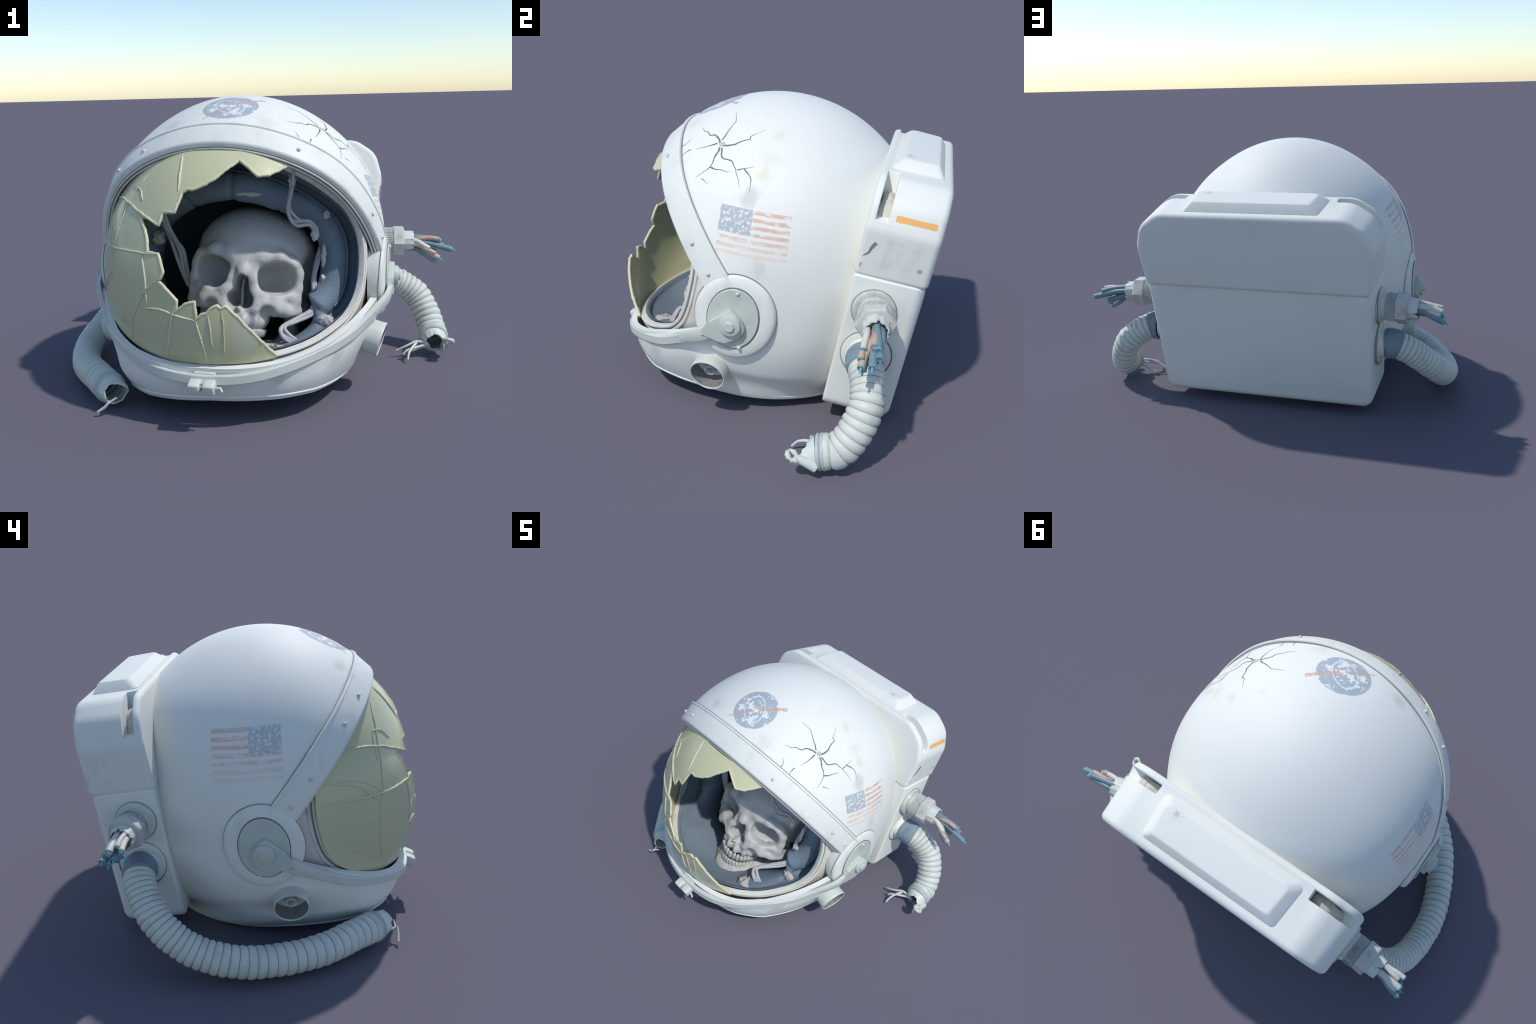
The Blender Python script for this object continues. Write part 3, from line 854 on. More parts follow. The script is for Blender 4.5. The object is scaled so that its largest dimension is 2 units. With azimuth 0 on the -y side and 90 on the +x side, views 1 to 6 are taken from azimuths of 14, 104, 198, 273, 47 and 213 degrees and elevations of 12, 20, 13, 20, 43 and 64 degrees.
def lid():
    bm = bmesh.new()
    rings = []
    for (k, h) in ((0, -.01), (0, .004), (.004, .008), (.038, .041), (.044, .044), (.052, .045)):
        o = rounded([(-.362+k, .455+k*.9, .03), (.362-k, .455+k*.9, .03), (.345-k, .672-k*.7, .02), (-.345+k, .672-k*.7, .02)], 5)
        rings.append([bm.verts.new((x, y, .545+h)) for x, y in o])
    for a, b in zip(rings, rings[1:]):
        for j in range(len(a)): bm.faces.new((a[j], a[(j+1) % len(a)], b[(j+1) % len(a)], b[j]))
    bm.faces.new(rings[-1])
    bm_object('pack_lid', bm, M.pack, upper, 25)
lid()
# hairline cracks on the pack side
for pts, w in (([(.6215, .470, .305), (.6205, .458, .285), (.6195, .452, .262), (.6165, .438, .245), (.612, .428, .232)], .004),
               ([(.611, .432, .205), (.609, .431, .188), (.607, .434, .176)], .0022)):
    crack_strip(pts, w, lambda p: np.array([.95, -.3, 0]), 'pack_crack', M.crack, upper, .001)
# chipped rear edge of the lower box (view from behind)
pts = [(-.556 - .004*math.sin(k*2.1), .699+.002*math.cos(k*1.7), .12-.6*k/14) for k in range(15)]
crack_strip(pts, .0022, lambda p: np.array([-.7, .7, 0]), 'pack_crack', M.crack, lower, .002)

# ------------------------------------------------------------------ cable connectors with wires
def connector(s):
    ax = V((s, .13 if s > 0 else .10, .01)).normalized()
    c = V((s*.575, .531, .010))
    root = lathe('connector_flange', c, ax, [(.092, -.03), (.092, .034), (.088, .042), (.078, .044), (.070, .044), (.070, .062), (.066, .066), (.05, .066)], M.metal if s > 0 else M.pale, 64, smooth=40)
    lathe('flange_foot_shade', V((s*.604, c.y, c.z)), (s, 0, 0), [(.0915, -.01), (.0915, .003), (.0945, .003), (.0945, -.01)], M.grime, 64, root)  # dark ring modelled where the flange would shade the pack side
    # knurled ring: alternating ridge radius
    u, v, w = axis_basis(ax)
    n = 44*4; verts = []; prof = ((.052, .064), (.0, .066), (.0, .114), (.052, .116))
    for r, h in prof:
        for k in range(n):
            rr = r or (.072 if k % 4 in (0, 1) else .0655)
            a = 2*math.pi*k/n
            verts.append(c+w*h+u*rr*math.cos(a)+v*rr*math.sin(a))
    mesh_object('knurled_ring', verts, grid_faces(4, n)+[tuple(range(n)), tuple(3*n+k for k in range(n))], M.metal, root, 20)
    # hexagonal nut, slightly dented
    verts = []
    rings = ((.058, .113), (.074, .116), (.078, .120), (.078, .168), (.074, .174), (.054, .176))
    for r, h in rings:
        for k in range(24):
            a = 2*math.pi*k/24+.25; d = math.cos(math.pi/6)/math.cos(((a-.25) % (math.pi/3))-math.pi/6)
            p = c+w*h+(u*math.cos(a)+v*math.sin(a))*(r*(1.06 if r > .06 else 1)*d)
            verts.append(p+V((0, 1, 1))*.0015*nz(p, 40, 2))
    mesh_object('hex_nut', verts, grid_faces(len(rings), 24)+[tuple(range(24)), tuple((len(rings)-1)*24+k for k in range(24))], M.metal, root, 25)
    # split collar
    verts = []
    rings = ((.054, .172), (.054, .205), (.052, .226), (.045, .226), (.044, .19), (.0, .19))
    for i, (r, h) in enumerate(rings):
        for k in range(36):
            a = 2*math.pi*k/36; notch = (k % 9 == 0)
            hh = h-(.018 if notch and i in (2, 3) else 0)
            rr = max(r, .001)*(1+.05*math.sin(k*1.9+i))
            verts.append(c+w*hh+u*rr*math.cos(a)+v*rr*math.sin(a))
    mesh_object('wire_collar', verts, grid_faces(len(rings), 36), M.pale, root, 40)
    # wires, cut and bent
    if s > 0:
        spec = [((.215, .016, -.040), 'b', .0135), ((.155, .022, .002), 'b', .0135), ((.15, .004, .012), 'p', .011), ((.150, -.022, -.090), 'p', .0135), ((.130, -.030, -.066), 'p', .012),
                ((.130, .024, -.056), 'b', .013), ((.130, -.012, -.108), 'b', .0125), ((.105, .005, -.090), 'b', .012), ((.17, .034, -.020), 'b', .012), ((.10, -.03, -.040), 'g', .012)]
    else:
        spec = [((-.135, .055, -.030), 'b', .0135), ((-.125, .02, .004), 'g', .014), ((-.115, .035, -.012), 'g', .0135), ((-.125, .008, -.032), 'b', .013), ((-.115, -.02, -.025), 'b', .0135),
                ((-.12, -.03, .0), 'g', .011), ((-.135, .03, -.045), 'b', .011), ((-.115, .0, -.04), 'b', .0115), ((-.10, -.01, .012), 'g', .010)]
    mats = dict(b=M.wireb, p=M.wirep, g=M.wireg)
    for i, (d, m, r) in enumerate(spec):
        a = i*2.399; q = .027*math.sqrt((i+.5)/len(spec))
        lat = V(d)-w*V(d).dot(w)+V((0, 0, .035))
        p0 = c+w*.19+(u*math.cos(a)+v*math.sin(a))*q*.6+lat*min(.5, .026/max(lat.length, .01))
        tip = c+w*.215+V(d)
        ln = (tip-p0).length
        path = catmull([p0, p0+w*ln*.35+(tip-p0-w*ln*.5)*.12, p0.lerp(tip, .72)+V((0, 0, .006)), tip], 16)
        r *= 1.15
        wr = tube('wire', path, r, mats[m], 12, root)
        t = V(path[-1]-path[-2]).normalized()
        lathe('wire_end', tip, t, [(r*.98, -.005), (r*1.03, -.004), (r*1.03, .002), (r*.72, .002), (r*.62, -.008), (0, -.008)], M.wirec, 14, wr)
        if i % 3 == 0: tube('wire_core', [tip-t*.010, tip+t*.008, tip+t*(.014+.010*random.random())+V((0, 0, -.003))], lambda f, r=r: r*(.45-.25*f), M.wirec, 8, wr)
    return root
con_r, con_l = connector(1), connector(-1)

# ------------------------------------------------------------------ breathing hoses
def hose(s, world_pts, pitch, r0):
    c = V((s*.575, .549, -.200)); ax = V((s, 0, 0))
    root = lathe('hose_flange', c, ax, [(.108, -.03), (.108, .016), (.104, .025), (.094, .028), (.078, .026), (.074, .05), (.070, .056), (.06, .056)], M.trim, 64, smooth=40)
    lathe('flange_foot_shade', V((s*.598, c.y, c.z)), ax, [(.1075, -.01), (.1075, .003), (.110, .003), (.110, -.01)], M.grime, 64, root)
    pts = [c+ax*.06, c+ax*.10] + [to_h(p) for p in world_pts]
    path = even(catmull(pts, 300), 400)[0]
    # slate collar, finely ribbed
    u, v, w = axis_basis(V(path[16]-path[0]))
    dd = np.r_[0, np.cumsum(np.linalg.norm(np.diff(path, axis=0), axis=1))]
    k0 = int(np.searchsorted(dd, .066))
    cp, L = even(path[:k0], 24)
    def rc(f): return .076
    t, n, b = frames(cp); verts = []
    for k in range(24):
        f = k/23
        rr = .079 if f < .35 else .0765
        for j in range(120):
            a = 2*math.pi*j/120
            q = rr-(.0025 if (f >= .4 and f < .95 and j % 3 == 0) else 0)-(.006 if f > .95 or f < .02 else 0)
            verts.append(cp[k]+q*(math.cos(a)*n[k]+math.sin(a)*b[k]))
    mesh_object('hose_collar', verts, grid_faces(24, 120)+[tuple(23*120+j for j in range(120))], M.blue_collar, root, 40)
    # ribbed hose
    hp = path[k0-2:]
    L = np.linalg.norm(np.diff(hp, axis=0), axis=1).sum()
    # ribs are squeezed together near the pack and open up towards the free end
    edges = [0.0]
    while edges[-1] < L: edges.append(edges[-1]+pitch[0]+(pitch[1]-pitch[0])*min(1, 1.6*edges[-1]/L))
    edges = [e*L/edges[-1] for e in edges]; ribs = len(edges)-1; steps = 10
    arc = np.r_[0, np.cumsum(np.linalg.norm(np.diff(hp, axis=0), axis=1))]
    ss = np.interp(np.arange(ribs*steps+1)/steps, np.arange(ribs+1), edges)
    hp = np.stack([np.interp(ss, arc, hp[:, k]) for k in range(3)], 1)
    t, n, b = frames(hp); verts = []; sides = 56
    for k in range(len(hp)):
        f = (k % steps)/steps
        # tighter ribs near the pack, a little irregular
        rr = r0*(.87+.13*abs(math.sin(math.pi*f))**.5)
        rr *= 1+.012*math.sin(k//steps*1.7)
        for j in range(sides):
            a = 2*math.pi*j/sides
            d = math.cos(a)*n[k]+math.sin(a)*b[k]
            verts.append(hp[k]+d*rr*(1+.018*nz(hp[k]+d*.07, 14, 3)))
    mesh_object('ribbed_hose', verts, grid_faces(len(hp), sides), M.hose, root, 180)
    # dark rings modelled in the grooves to deepen the shade between ribs
    gv, gf = [], []
    for q in range(1, ribs):
        k = q*steps
        for i in range(40):
            for j in range(4):
                a, e = 2*math.pi*i/40, math.pi/2*j
                d = math.cos(a)*n[k]+math.sin(a)*b[k]
                gv.append(hp[k]+d*(r0*.872+.0030*math.cos(e))+t[k]*.0026*math.sin(e))
        o = (q-1)*160
        gf += [tuple(o+x for x in f) for f in grid_faces(40, 4, True, True)]
    gr = mesh_object('drawn_gap_shade', gv, gf, M.grime, root, 60); gr["kind"] = "stuff"
    # end clamps and torn sleeve
    end, te = V(hp[-1]), V(hp[-1]-hp[-6]).normalized()
    n1, b1 = V(n[-1]), V(b[-1])
    lathe('hose_clamp', end-te*.012, te, [(.06, -.004), (r0*1.02, .0), (r0*1.04, .006), (r0*1.0, .012), (r0*.95, .014), (r0*1.02, .018), (r0*1.0, .028), (r0*.9, .032), (.055, .03)], M.clamp, 56, root, 50)
    verts = []; R_, C_ = 18, 60
    # flap direction: the side of the sleeve that hangs on longest
    flap = V((.9, -.3, -.35)) if s > 0 else V((.55, .1, .5))
    fa = math.atan2(flap.dot(b1), flap.dot(n1))
    for side_ in (1, 0):
        for i in range(R_):
            for j in range(C_):
                a = 2*math.pi*j/C_
                da = math.atan2(math.sin(a-fa), math.cos(a-fa))
                Lj = (.030+.085*math.exp(-(da/.75)**2) if s > 0 else .055+.030*math.exp(-(da/.9)**2)) + .012*nz((math.cos(a)*2, math.sin(a)*2, s), 1.6, 6)
                f = i/(R_-1)
                q = (r0*.90-f*(.020 if s > 0 else .010))-(0 if side_ else .006)
                p = end+te*(.018+Lj*f)+(n1*math.cos(a)+b1*math.sin(a))*q
                p += (n1*math.cos(a)+b1*math.sin(a))*(.010*f*nz(p, 22, 5))
                verts.append(p)
    f1 = grid_faces(R_, C_); off = R_*C_
    f2 = [tuple(off+q for q in reversed(f)) for f in f1]
    rim = [((R_-1)*C_+j, (R_-1)*C_+(j+1) % C_, off+(R_-1)*C_+(j+1) % C_, off+(R_-1)*C_+j) for j in range(C_)]
    mesh_object('torn_sleeve', verts, f1+f2+rim, M.pale, root, 60, fix=False)
    if s > 0:   # eyelet on the flap, loose strands
        tip = to_h((.965, .262, .118)); e0 = end+te*.05+(n1*math.cos(fa)+b1*math.sin(fa))*.06
        nrm = V((.25, -.3, .9)).normalized(); uu = (tip-e0).normalized(); vv = nrm.cross(uu).normalized()
        ring = [tip+(uu*math.cos(2*math.pi*k/24)+vv*math.sin(2*math.pi*k/24))*(.021+.003*math.sin(k*2.3)) for k in range(25)]
        tube('torn_eyelet', ring, lambda f: .0095+.002*math.sin(f*20), M.pale, 8, root)
        tube('torn_strap', catmull([e0-uu*.03, e0.lerp(tip, .4), tip-uu*.018], 14), lambda f: .024-.010*f, M.pale, 10, root)
        for a_, b_, c_, d_ in (((.86, .33, .075), (.80, .32, .085), (.75, .30, .065), (.697, .298, .036)), ((.86, .335, .07), (.80, .30, .06), (.755, .275, .05), (.735, .265, .030)),
                               ((.87, .34, .06), (.82, .33, .05), (.78, .33, .03), (.74, .335, .02)), ((.80, .315, .08), (.775, .27, .06), (.765, .245, .045), (.76, .22, .018))):
            tube('loose_strand', catmull([to_h(q) for q in (a_, b_, c_, d_)], 18), lambda f: .0075-.002*f, M.pale, 8, root)
    else:
        tip = to_h((-.495, -.691, .075))
        q = tip-V((0, -.05, 0))
        tube('loose_strand', [to_h((-.52, -.655, .060)), to_h((-.50, -.678, .066)), to_h((-.470, -.668, .085))], .0055, M.pale, 8, root)
        tube('loose_strand', [to_h((-.555, -.69, .02)), to_h((-.52, -.69, .045)), to_h((-.50, -.684, .068))], .0065, M.pale, 8, root)
    return root
hose(1, [(.706, .524, .350), (.790, .535, .284), (.846, .500, .190), (.880, .437, .112), (.888, .368, .097)], (.026, .040), .0735)
hose(-1, [(-.79, .477, .332), (-.888, .385, .230), (-.928, .231, .138), (-.925, .042, .095), (-.864, -.153, .084), (-.772, -.328, .089), (-.653, -.464, .094), (-.550, -.566, .088)], (.022, .045), .0715)

# ------------------------------------------------------------------ padding inside
def liner():
    n = len(BORDER); verts = []
    prof_n = None
    for k in range(n):
        B = BORDER[k]; cen = np.array([0, 0, -.09])
        d = np.array([B[0]*.9, 0, B[2]-cen[2]]); r = np.linalg.norm(d); d /= r
        yb = B[1]
        yc = -.207 + .60*(yb+.30)          # crest of the roll
        side_ = abs(d[0])
        low = smooth01((-.37-B[2])/.13)
        cx = smooth01(abs(B[0])/.42)
        inset = .045 + .055*side_
        # stitched seams pinch the roll
        pinch = 1
        for sx, sz in ((.61, -.04), (.36, .28), (.03, .34), (-.30, .30), (-.61, -.04), (.52, -.40), (-.52, -.40)):
            pinch -= .16*math.exp(-((B[0]-sx)**2+(B[2]-sz)**2)/.014**2)
        pr = [(.013, yb+.012), (.016, yb+.5*(yc-yb)+.05), (inset-.03, yc+.085), (inset, yc+.075)]
        for j in range(15):
            a = math.pi*j/14*1.15
            pr.append((inset+.138*.5*(1-math.cos(a)*pinch), yc+.07-.085*math.copysign(abs(math.sin(a))**.7, math.sin(a))*pinch))
        pr += [(inset+.085, yc+.125), (inset+.03, yc+.175)]
        # broad floor under the jaw
        fl = [(.013, yb+.012), (.016, yb+.04)]
        for j in range(len(pr)-2):
            f = j/(len(pr)-3)
            fl.append((.014+(-.028+.075*cx)*math.sin(math.pi*min(1, f*1.15))**.8*pinch, yb+.06+.40*f))
        pr = [(a[0]*(1-low)+b[0]*low, a[1]*(1-low)+b[1]*low) for a, b in zip(pr, fl)]
        for m_, (q, y) in enumerate(pr):
            p = B-d*q; p[1] = y
            if m_ == 0: p = B-LB[k]*.008-LN[k]*.046
            if m_ == 1: p = .5*(p+B-LB[k]*.012-LN[k]*.085)
            j = nz(p, 7, 2)*.006
            verts.append(p-d*j)
        prof_n = len(pr)
    ob = mesh_object('liner_pad', verts, grid_faces(n, prof_n, False, True), M.pad, smooth=180)
    pip = []
    for k in range(n):
        B = BORDER[k]
        if B[2] < -.36: continue
        d = np.array([B[0]*.9, 0, B[2]+.09]); d /= np.linalg.norm(d)
        q = B-d*(.045+.055*abs(d[0])+.006); q[1] = -.207+.60*(B[1]+.30)+.022
        pip.append((math.atan2(d[0], -d[2]), q))
    pip = [q for _, q in sorted(pip, key=lambda e: e[0])]
    pip = sorted(pip, key=lambda q: math.atan2(q[0], q[2]+.09))
    tube('pad_piping', pip, .0042, M.pad, 8, ob)
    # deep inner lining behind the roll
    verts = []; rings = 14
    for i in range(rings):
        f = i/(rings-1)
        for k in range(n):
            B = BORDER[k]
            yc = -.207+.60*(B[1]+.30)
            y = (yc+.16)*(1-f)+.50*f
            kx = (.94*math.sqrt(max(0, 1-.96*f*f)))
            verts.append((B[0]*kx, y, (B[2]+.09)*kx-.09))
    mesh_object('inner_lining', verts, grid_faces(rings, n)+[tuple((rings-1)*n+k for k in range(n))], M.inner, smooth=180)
    return ob
pad = liner()
# stitched seams across the roll
for (x0, z0, x1, z1, y) in ((.395, -.052, .545, -.020, -.312), (.03, .175, .03, .295, -.495), (-.395, -.052, -.545, -.020, -.312)):
    pass
def lump(name, c, r, mat, seed, parent=None, squash=(1, 1, 1), rough=.5):
    bm = bmesh.new(); bmesh.ops.create_icosphere(bm, subdivisions=4, radius=1)
    for v in bm.verts:
        k = 1+rough*nz(v.co, 2.2, seed)+rough*.7*nz(v.co, 5.5, seed+3)
        v.co = V((v.co.x*squash[0], v.co.y*squash[1], v.co.z*squash[2]))*(r*k)+V(c)
    return bm_object(name, bm, mat, parent, 180)
lump('torn_stuffing', (.442, -0.271, -.375), .034, M.fluff, 3, pad, (1.0, .5, .8), .3)
lump('torn_stuffing', (.425, -0.230, -.085), .017, M.fluff, 5, pad, (.6, .6, 2.8), .5)
lump('torn_stuffing', (.435, -0.250, .100), .015, M.fluff, 8, pad, (1, .7, 1.1), .5)
lump('torn_stuffing', (.09, -0.370, .180), .028, M.fluff, 11, pad, (2.2, .7, .4), .4)
lump('torn_stuffing', (.394, -0.305, .012), .019, M.fluff, 14, pad, (.9, .7, 1.6), .4)
lump('torn_stuffing', (.300, -.425, -.484), .030, M.fluff, 17, pad, (2.4, 1.6, .16), .6)
lump('torn_stuffing', (.425, -0.240, -.185), .011, M.fluff, 21, pad, (.8, .6, 1.2), .5)
lump('torn_stuffing', (-.38, -0.215, -.02), .030, M.fluff, 24, pad, (1, .6, 1.1), .4)
def cord(pts, r, offs):
    for o in offs:
        p = [V(q)+V(o)*(.6+.4*math.sin(k*1.7+o[0]*90)) for k, q in enumerate(pts)]
        tube('inner_cord', catmull(p, 50), r, M.cord, 10, pad)
cord([(.322, -.485, .292), (.300, -.42, .205), (.283, -.39, .123), (.293, -.375, .078), (.318, -.360, .060), (.368, -.335, .063), (.390, -.315, .035)], .0080, ((0, 0, 0), (.022, .008, .008), (.006, -.012, -.018)))
lump('cord_knot', (.311, -.45, .240), .017, M.cord, 31, pad, (.9, .8, 1.8), .6)
cord([(.40, -.13, -.02), (.382, -.165, -.11), (.372, -.19, -.20), (.38, -.205, -.28), (.374, -.225, -.332), (.32, -.30, -.370), (.268, -.366, -.405), (.272, -.385, -.435), (.333, -.385, -.470)], .0090, ((0, 0, 0), (.024, .010, .004), (.009, -.008, -.018)))
cord([(-.35, -.30, .11), (-.325, -.26, .03), (-.285, -.25, -.03), (-.255, -.25, -.09), (-.24, -.24, -.17), (-.205, -.23, -.25)], .0105, ((0, 0, 0), (-.034, .01, .012), (.018, .0, .012)))

# ------------------------------------------------------------------ skull
def surface_net(f, lo, hi, step):
    ax = [np.arange(l, h+step, step) for l, h in zip(lo, hi)]
    g = f(*[a.astype(np.float32) for a in np.meshgrid(*ax, indexing='ij')])
    s = g < 0
    n = [len(a)-1 for a in ax]
    acc = np.zeros((*n, 3)); cnt = np.zeros(n)
    for d in range(3):
        sl0 = [slice(None)]*3; sl1 = [slice(None)]*3; sl0[d] = slice(0, -1); sl1[d] = slice(1, None)
        a, b = g[tuple(sl0)], g[tuple(sl1)]
        cross = (a < 0) != (b < 0)
        t = np.where(cross, a/np.where(a == b, 1, a-b), 0)
        o = [k for k in range(3) if k != d]
        for i in (0, 1):
            for j in (0, 1):
                q = [slice(None)]*3
                q[o[0]] = slice(i, i+n[o[0]]); q[o[1]] = slice(j, j+n[o[1]])
                cc = cross[tuple(q)]; tt = t[tuple(q)]
                cnt += cc
                acc[..., d] += cc*tt; acc[..., o[0]] += cc*i; acc[..., o[1]] += cc*j
    act = cnt > 0
    idx = -np.ones(n, int); idx[act] = np.arange(act.sum())
    cells = np.argwhere(act)
    verts = (cells + acc[act]/cnt[act][:, None])*step + np.array(lo)
    faces = []
    for d in range(3):
        sl0 = [slice(None)]*3; sl1 = [slice(None)]*3; sl0[d] = slice(0, -1); sl1[d] = slice(1, None)
        cross = s[tuple(sl0)] != s[tuple(sl1)]
        o = [(d+1) % 3, (d+2) % 3]
        for e in np.argwhere(cross):
            if e[o[0]] == 0 or e[o[1]] == 0 or e[o[0]] >= n[o[0]] or e[o[1]] >= n[o[1]]: continue
            q = []
            for da, db in ((0, 0), (-1, 0), (-1, -1), (0, -1)):
                c = e.copy(); c[o[0]] += da; c[o[1]] += db; q.append(idx[tuple(c)])
            faces.append(tuple(q) if s[tuple(e)] else tuple(q[::-1]))
    return verts, faces
def smin(a, b, k):
    h = np.clip(.5+.5*(b-a)/k, 0, 1); return b+(a-b)*h-k*h*(1-h)
def smax(a, b, k): return -smin(-a, -b, k)
def ellip(X, Y, Z, c, r, p=2.0):
    q = (np.abs((X-c[0])/r[0])**p+np.abs((Y-c[1])/r[1])**p+np.abs((Z-c[2])/r[2])**p)**(1/p)
    return (q-1)*min(r)
def caps(X, Y, Z, pts, rad):
    out = None
    rad = rad if isinstance(rad, (list, tuple)) else [rad]*len(pts)
    for a, b, ra, rb in zip(pts, pts[1:], rad, rad[1:]):
        a, b = np.array(a), np.array(b); d = b-a; L = d@d
        t = np.clip(((X-a[0])*d[0]+(Y-a[1])*d[1]+(Z-a[2])*d[2])/L, 0, 1)
        q = np.sqrt((X-a[0]-t*d[0])**2+(Y-a[1]-t*d[1])**2+(Z-a[2]-t*d[2])**2)-(ra+(rb-ra)*t)
        out = q if out is None else smin(out, q, .022)
    return out
def cranium_field(Xs, Y, Z):
    X = np.abs(Xs)
    s = ellip(X, Y, Z, (0, .37, .015), (.285, .37, .275))                       # vault
    s = smin(s, ellip(X, Y, Z, (0, .212, .060), (.205, .160, .160)), .07)         # forehead
    s = smin(s, ellip(X, Y, Z, (0, .40, -.13), (.20, .25, .12)), .08)             # skull base
    s = smin(s, caps(X, Y, Z, [(0, .022, .012), (.07, .022, .024), (.14, .030, .030), (.195, .065, .008), (.215, .092, -.035)], [.030, .032, .030, .030, .030]), .035)   # brow
    s = smin(s, caps(X, Y, Z, [(.213, .088, -.03), (.222, .098, -.09), (.212, .095, -.145)], [.030, .028, .034]), .03)      # outer rim
    s = smin(s, caps(X, Y, Z, [(.208, .100, -.15), (.210, .118, -.20), (.192, .090, -.205), (.145, .038, -.19), (.10, .018, -.185)], [.030, .032, .036, .040, .04]), .03)   # cheek bone
    s = smin(s, caps(X, Y, Z, [(.05, .016, -.105), (.085, .012, -.138), (.14, .024, -.148), (.19, .06, -.135)], [.020, .02, .02, .022]), .025)   # lower rim
    s = smin(s, caps(X, Y, Z, [(0, .022, -.0), (0, -.012, -.045), (0, -.034, -.072)], [.028, .026, .018]), .025)              # nasal bones
    s = smin(s, caps(X, Y, Z, [(.034, .018, -.01), (.050, .008, -.08), (.062, .002, -.14), (.068, -.002, -.21)], [.024, .022, .024, .028]), .025)  # maxilla process
    s = smin(s, ellip(X, Y, Z, (0, .085, -.245), (.120, .105, .085)), .03)        # upper jaw
    s = smin(s, ellip(X, Y, Z, (0, .090, -.272), (.099, .124, .042), 2.3), .025)   # tooth-bearing arch
    s = smin(s, caps(X, Y, Z, [(.222, .125, -.20), (.250, .22, -.198), (.262, .32, -.185), (.255, .42, -.165)], [.026, .017, .016, .022]), .03)    # zygomatic arch
    s = smin(s, caps(X, Y, Z, [(.225, .47, -.17), (.215, .48, -.25)], [.05, .03]), .05)       # mastoid
    s = smin(s, caps(X, Y, Z, [(0, -.026, -.216), (0, -.046, -.211)], [.013, .004]), .014)     # nasal spine
    s = smin(s, ellip(X, Y, Z, (0, .20, -.095), (.205, .172, .14)), .03)          # orbital block
    # ridges of the tooth roots
    ang = np.arctan2(X, -(Y-.10))
    s = s + .004*np.cos(ang*15)*np.clip((-.225-Z)/.03, 0, 1)*np.clip((.06-Y)/.05, 0, 1)
    # carve: temples, eye sockets, nose, cheek hollow, palate
    s = smax(s, -ellip(X, Y, Z, (.285, .20, -.05), (.062, .10, .12)), .04)
    ox, oy, oz = X-.142, Y-.02, Z+.064
    a = .32
    xr = ox*math.cos(a)+oy*math.sin(a); yr = -ox*math.sin(a)+oy*math.cos(a)
    taper = np.where(yr > 0, np.sqrt(np.clip(1-(yr/.185)**2, .0004, 1)), 1-yr*1.2)
    b = -.16
    u, w = (xr*math.cos(b)-oz*math.sin(b))/taper, (xr*math.sin(b)+oz*math.cos(b))/taper
    orb = ((np.abs(u/.083)**2.5+np.abs(w/.072)**2.5)**(1/2.5)-1)*.070*taper
    s = smax(s, -orb, .011)
    nose = smin(ellip(X, Y, Z, (0.024, .0, -.176), (.034, .14, .038)), ellip(X, Y, Z, (0, .0, -.115), (.026, .13, .055)), .025)
    s = smax(s, -nose, .010)
    s = smin(s, smax(smax(np.abs(Xs+.003*np.sin(Z*40))-.0045, np.abs(Y-.16)-.12, .004), np.abs(Z+.15)-.07, .004), .006)   # septum
    s = smax(s, -ellip(X, Y, Z, (.118, .004, -.218), (.022, .024, .024)), .03)      # canine fossa
    s = smax(s, -ellip(X, Y, Z, (.210, .17, -.297), (.085, .13, .075)), .03)       # below the cheek
    s = smax(s, -ellip(X, Y, Z, (0, .11, -.345), (.078, .105, .06)), .015)          # palate
    return s
def mandible_field(Xs, Y, Z):
    X = np.abs(Xs)
    s = caps(X, Y, Z, [(0, -.005, -.435), (.045, .005, -.435), (.083, .05, -.425), (.125, .15, -.405), (.175, .25, -.375), (.195, .30, -.31)], [.042, .042, .040, .040, .040, .036])
    s = smin(s, caps(X, Y, Z, [(0, .000, -.395), (.045, .015, -.395), (.075, .06, -.39), (.09, .16, -.385)], [.024]*4), .03)
    s = smin(s, caps(X, Y, Z, [(.19, .29, -.34), (.195, .28, -.25), (.195, .235, -.19)], [.034, .026, .016]), .03)
    s = smin(s, caps(X, Y, Z, [(.19, .31, -.34), (.20, .36, -.24), (.205, .375, -.20)], [.034, .026, .024]), .03)
    s = smin(s, ellip(X, Y, Z, (0, -.025, -.455), (.045, .03, .025)), .03)
    return s
skull = bpy.data.objects.new('human_skull', None)
bpy.context.scene.collection.objects.link(skull)
skull["label"] = "grey weathered human skull resting inside the helmet"
skull["category"] = "skull"
SK = H @ Matrix.Translation((.087, -.348, -.116)) @ Matrix.Rotation(math.radians(4), 4, 'Z') @ Matrix.Rotation(math.radians(5.3), 4, 'Y') @ Matrix.Rotation(math.radians(-3), 4, 'X') @ Matrix.Diagonal((1.07, 1, 1, 1))
skull.location = SK @ V((0, .25, -.5))
bpy.context.view_layer.update()
WORLD[skull.name] = Matrix.Translation(skull.location)
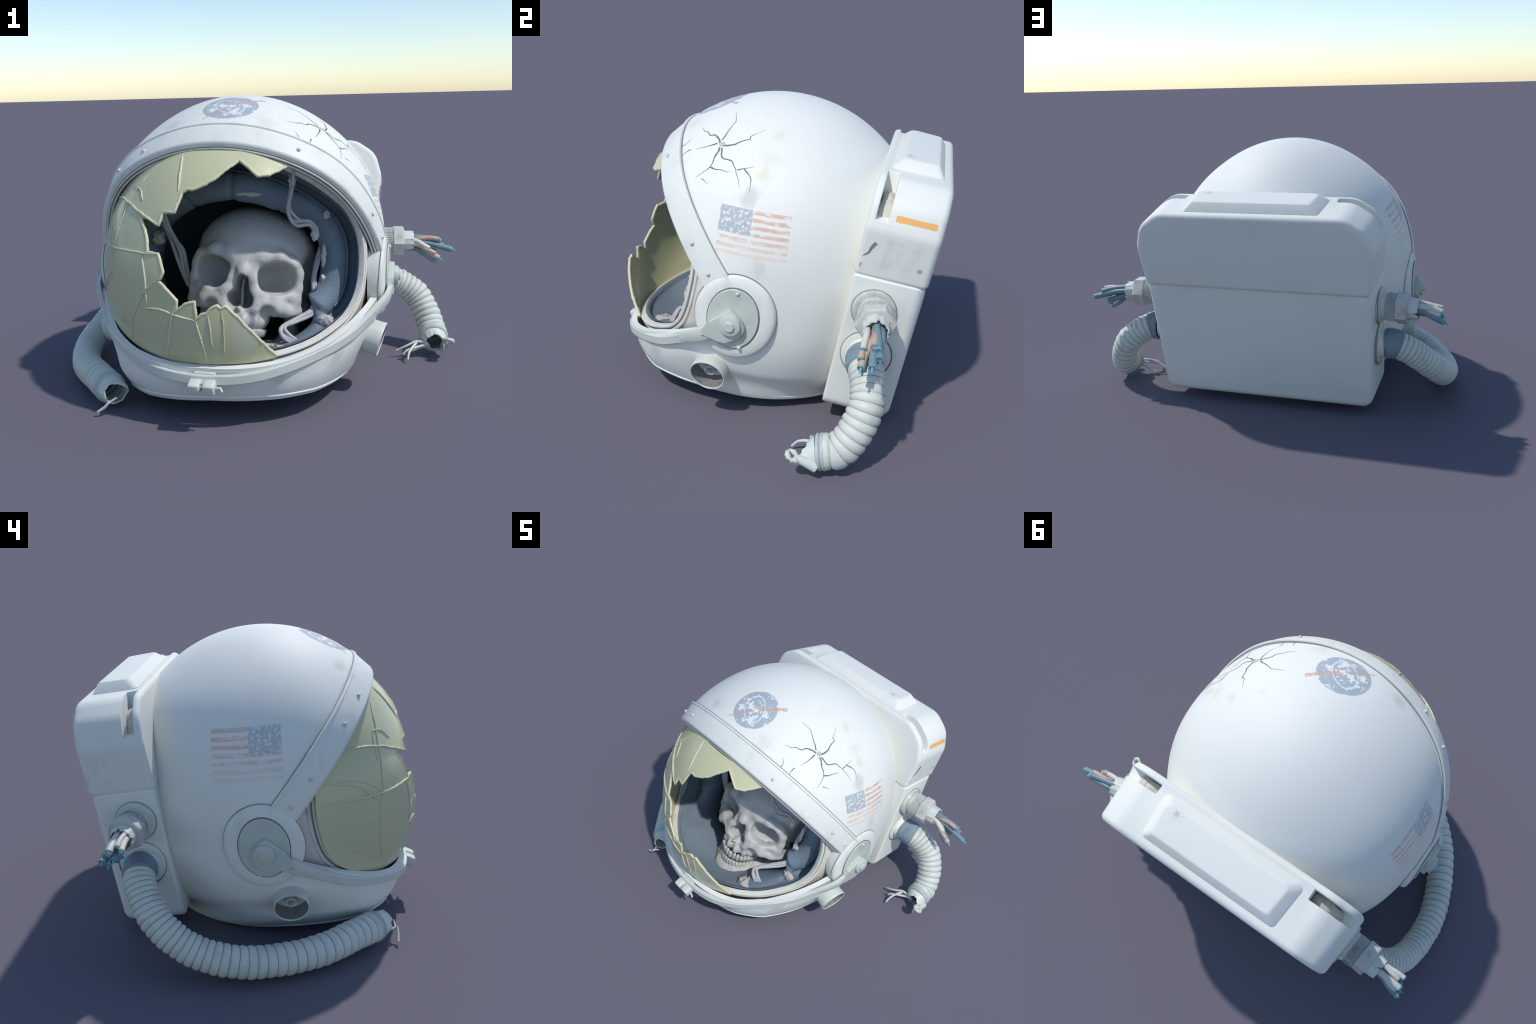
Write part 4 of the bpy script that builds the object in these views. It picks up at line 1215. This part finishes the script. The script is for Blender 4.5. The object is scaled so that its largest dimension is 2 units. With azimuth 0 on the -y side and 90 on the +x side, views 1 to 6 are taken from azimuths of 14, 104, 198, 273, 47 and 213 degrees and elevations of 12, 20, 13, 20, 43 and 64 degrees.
def bone(name, field, lo, hi, step, amp):
    v, f = surface_net(field, lo, hi, step)
    v = np.array([p + amp*np.array([nz(p, 26, 1), nz(p, 26, 2), nz(p, 26, 3)]) + amp*.6*np.array([nz(p, 70, 4), nz(p, 70, 5), nz(p, 70, 6)]) for p in v])
    return mesh_object(name, v, f, M.bone, skull, 180, SK)
bone('cranium', cranium_field, (-.32, -.08, -.36), (.32, .76, .31), .0050, .0008)
jaw = bone('mandible', mandible_field, (-.26, -.09, -.50), (.26, .42, -.15), .006, .002)
def teeth():
    for upper_row in (True, False):
        widths = [.0255, .021, .0225, .021, .021, .025, .025, .024] if upper_row else [.017, .018, .0205, .021, .021, .026, .026, .025]
        rx, ry = (.100, .127) if upper_row else (.093, .125)
        cy = .088 if upper_row else .090
        z0 = -.305 if upper_row else -.385
        # walk along half the arch
        for sgn in (-1, 1):
            th = 0.0; first = True
            for i, w in enumerate(widths):
                def arc(th, w):
                    acc = 0
                    while acc < w:
                        d = .01; acc += d*math.hypot(rx*math.cos(th), ry*math.sin(th)); th += d
                    return th
                mid = arc(th, w/2); th = arc(th, w)
                x, y = sgn*rx*math.sin(mid), cy-ry*math.cos(mid)
                face = math.atan2(sgn*math.sin(mid)/rx, math.cos(mid)/ry)
                L = (.046 if i < 3 else .038)*(1 if upper_row else .8)
                bm = bmesh.new(); bmesh.ops.create_uvsphere(bm, u_segments=14, v_segments=10, radius=1)
                thick = .010 if i < 3 else .015
                for v in bm.verts:
                    c = v.co; p = 4.0
                    k = 1/((abs(c.x)**p+abs(c.y)**p+abs(c.z)**p)**(1/p))
                    q = c*k
                    zt = q.z if upper_row else -q.z
                    taper = 1-.22*max(0, zt)
                    v.co = V((q.x*w*.505*taper, q.y*thick*(1+.3*zt), q.z*L*.5))
                zc = z0 - (.012 if upper_row else -.010) + random.uniform(-.002, .002)
                m = Matrix.Translation((x, y, zc)) @ Matrix.Rotation(face+random.uniform(-.08, .08), 4, 'Z') @ Matrix.Rotation(random.uniform(-.05, .05), 4, 'Y')
                me = bpy.data.meshes.new('tooth'); bm.to_mesh(me); bm.free()
                ob = bpy.data.objects.new('tooth', me)
                finish(ob, M.tooth, skull, SK @ m, 180)
teeth()
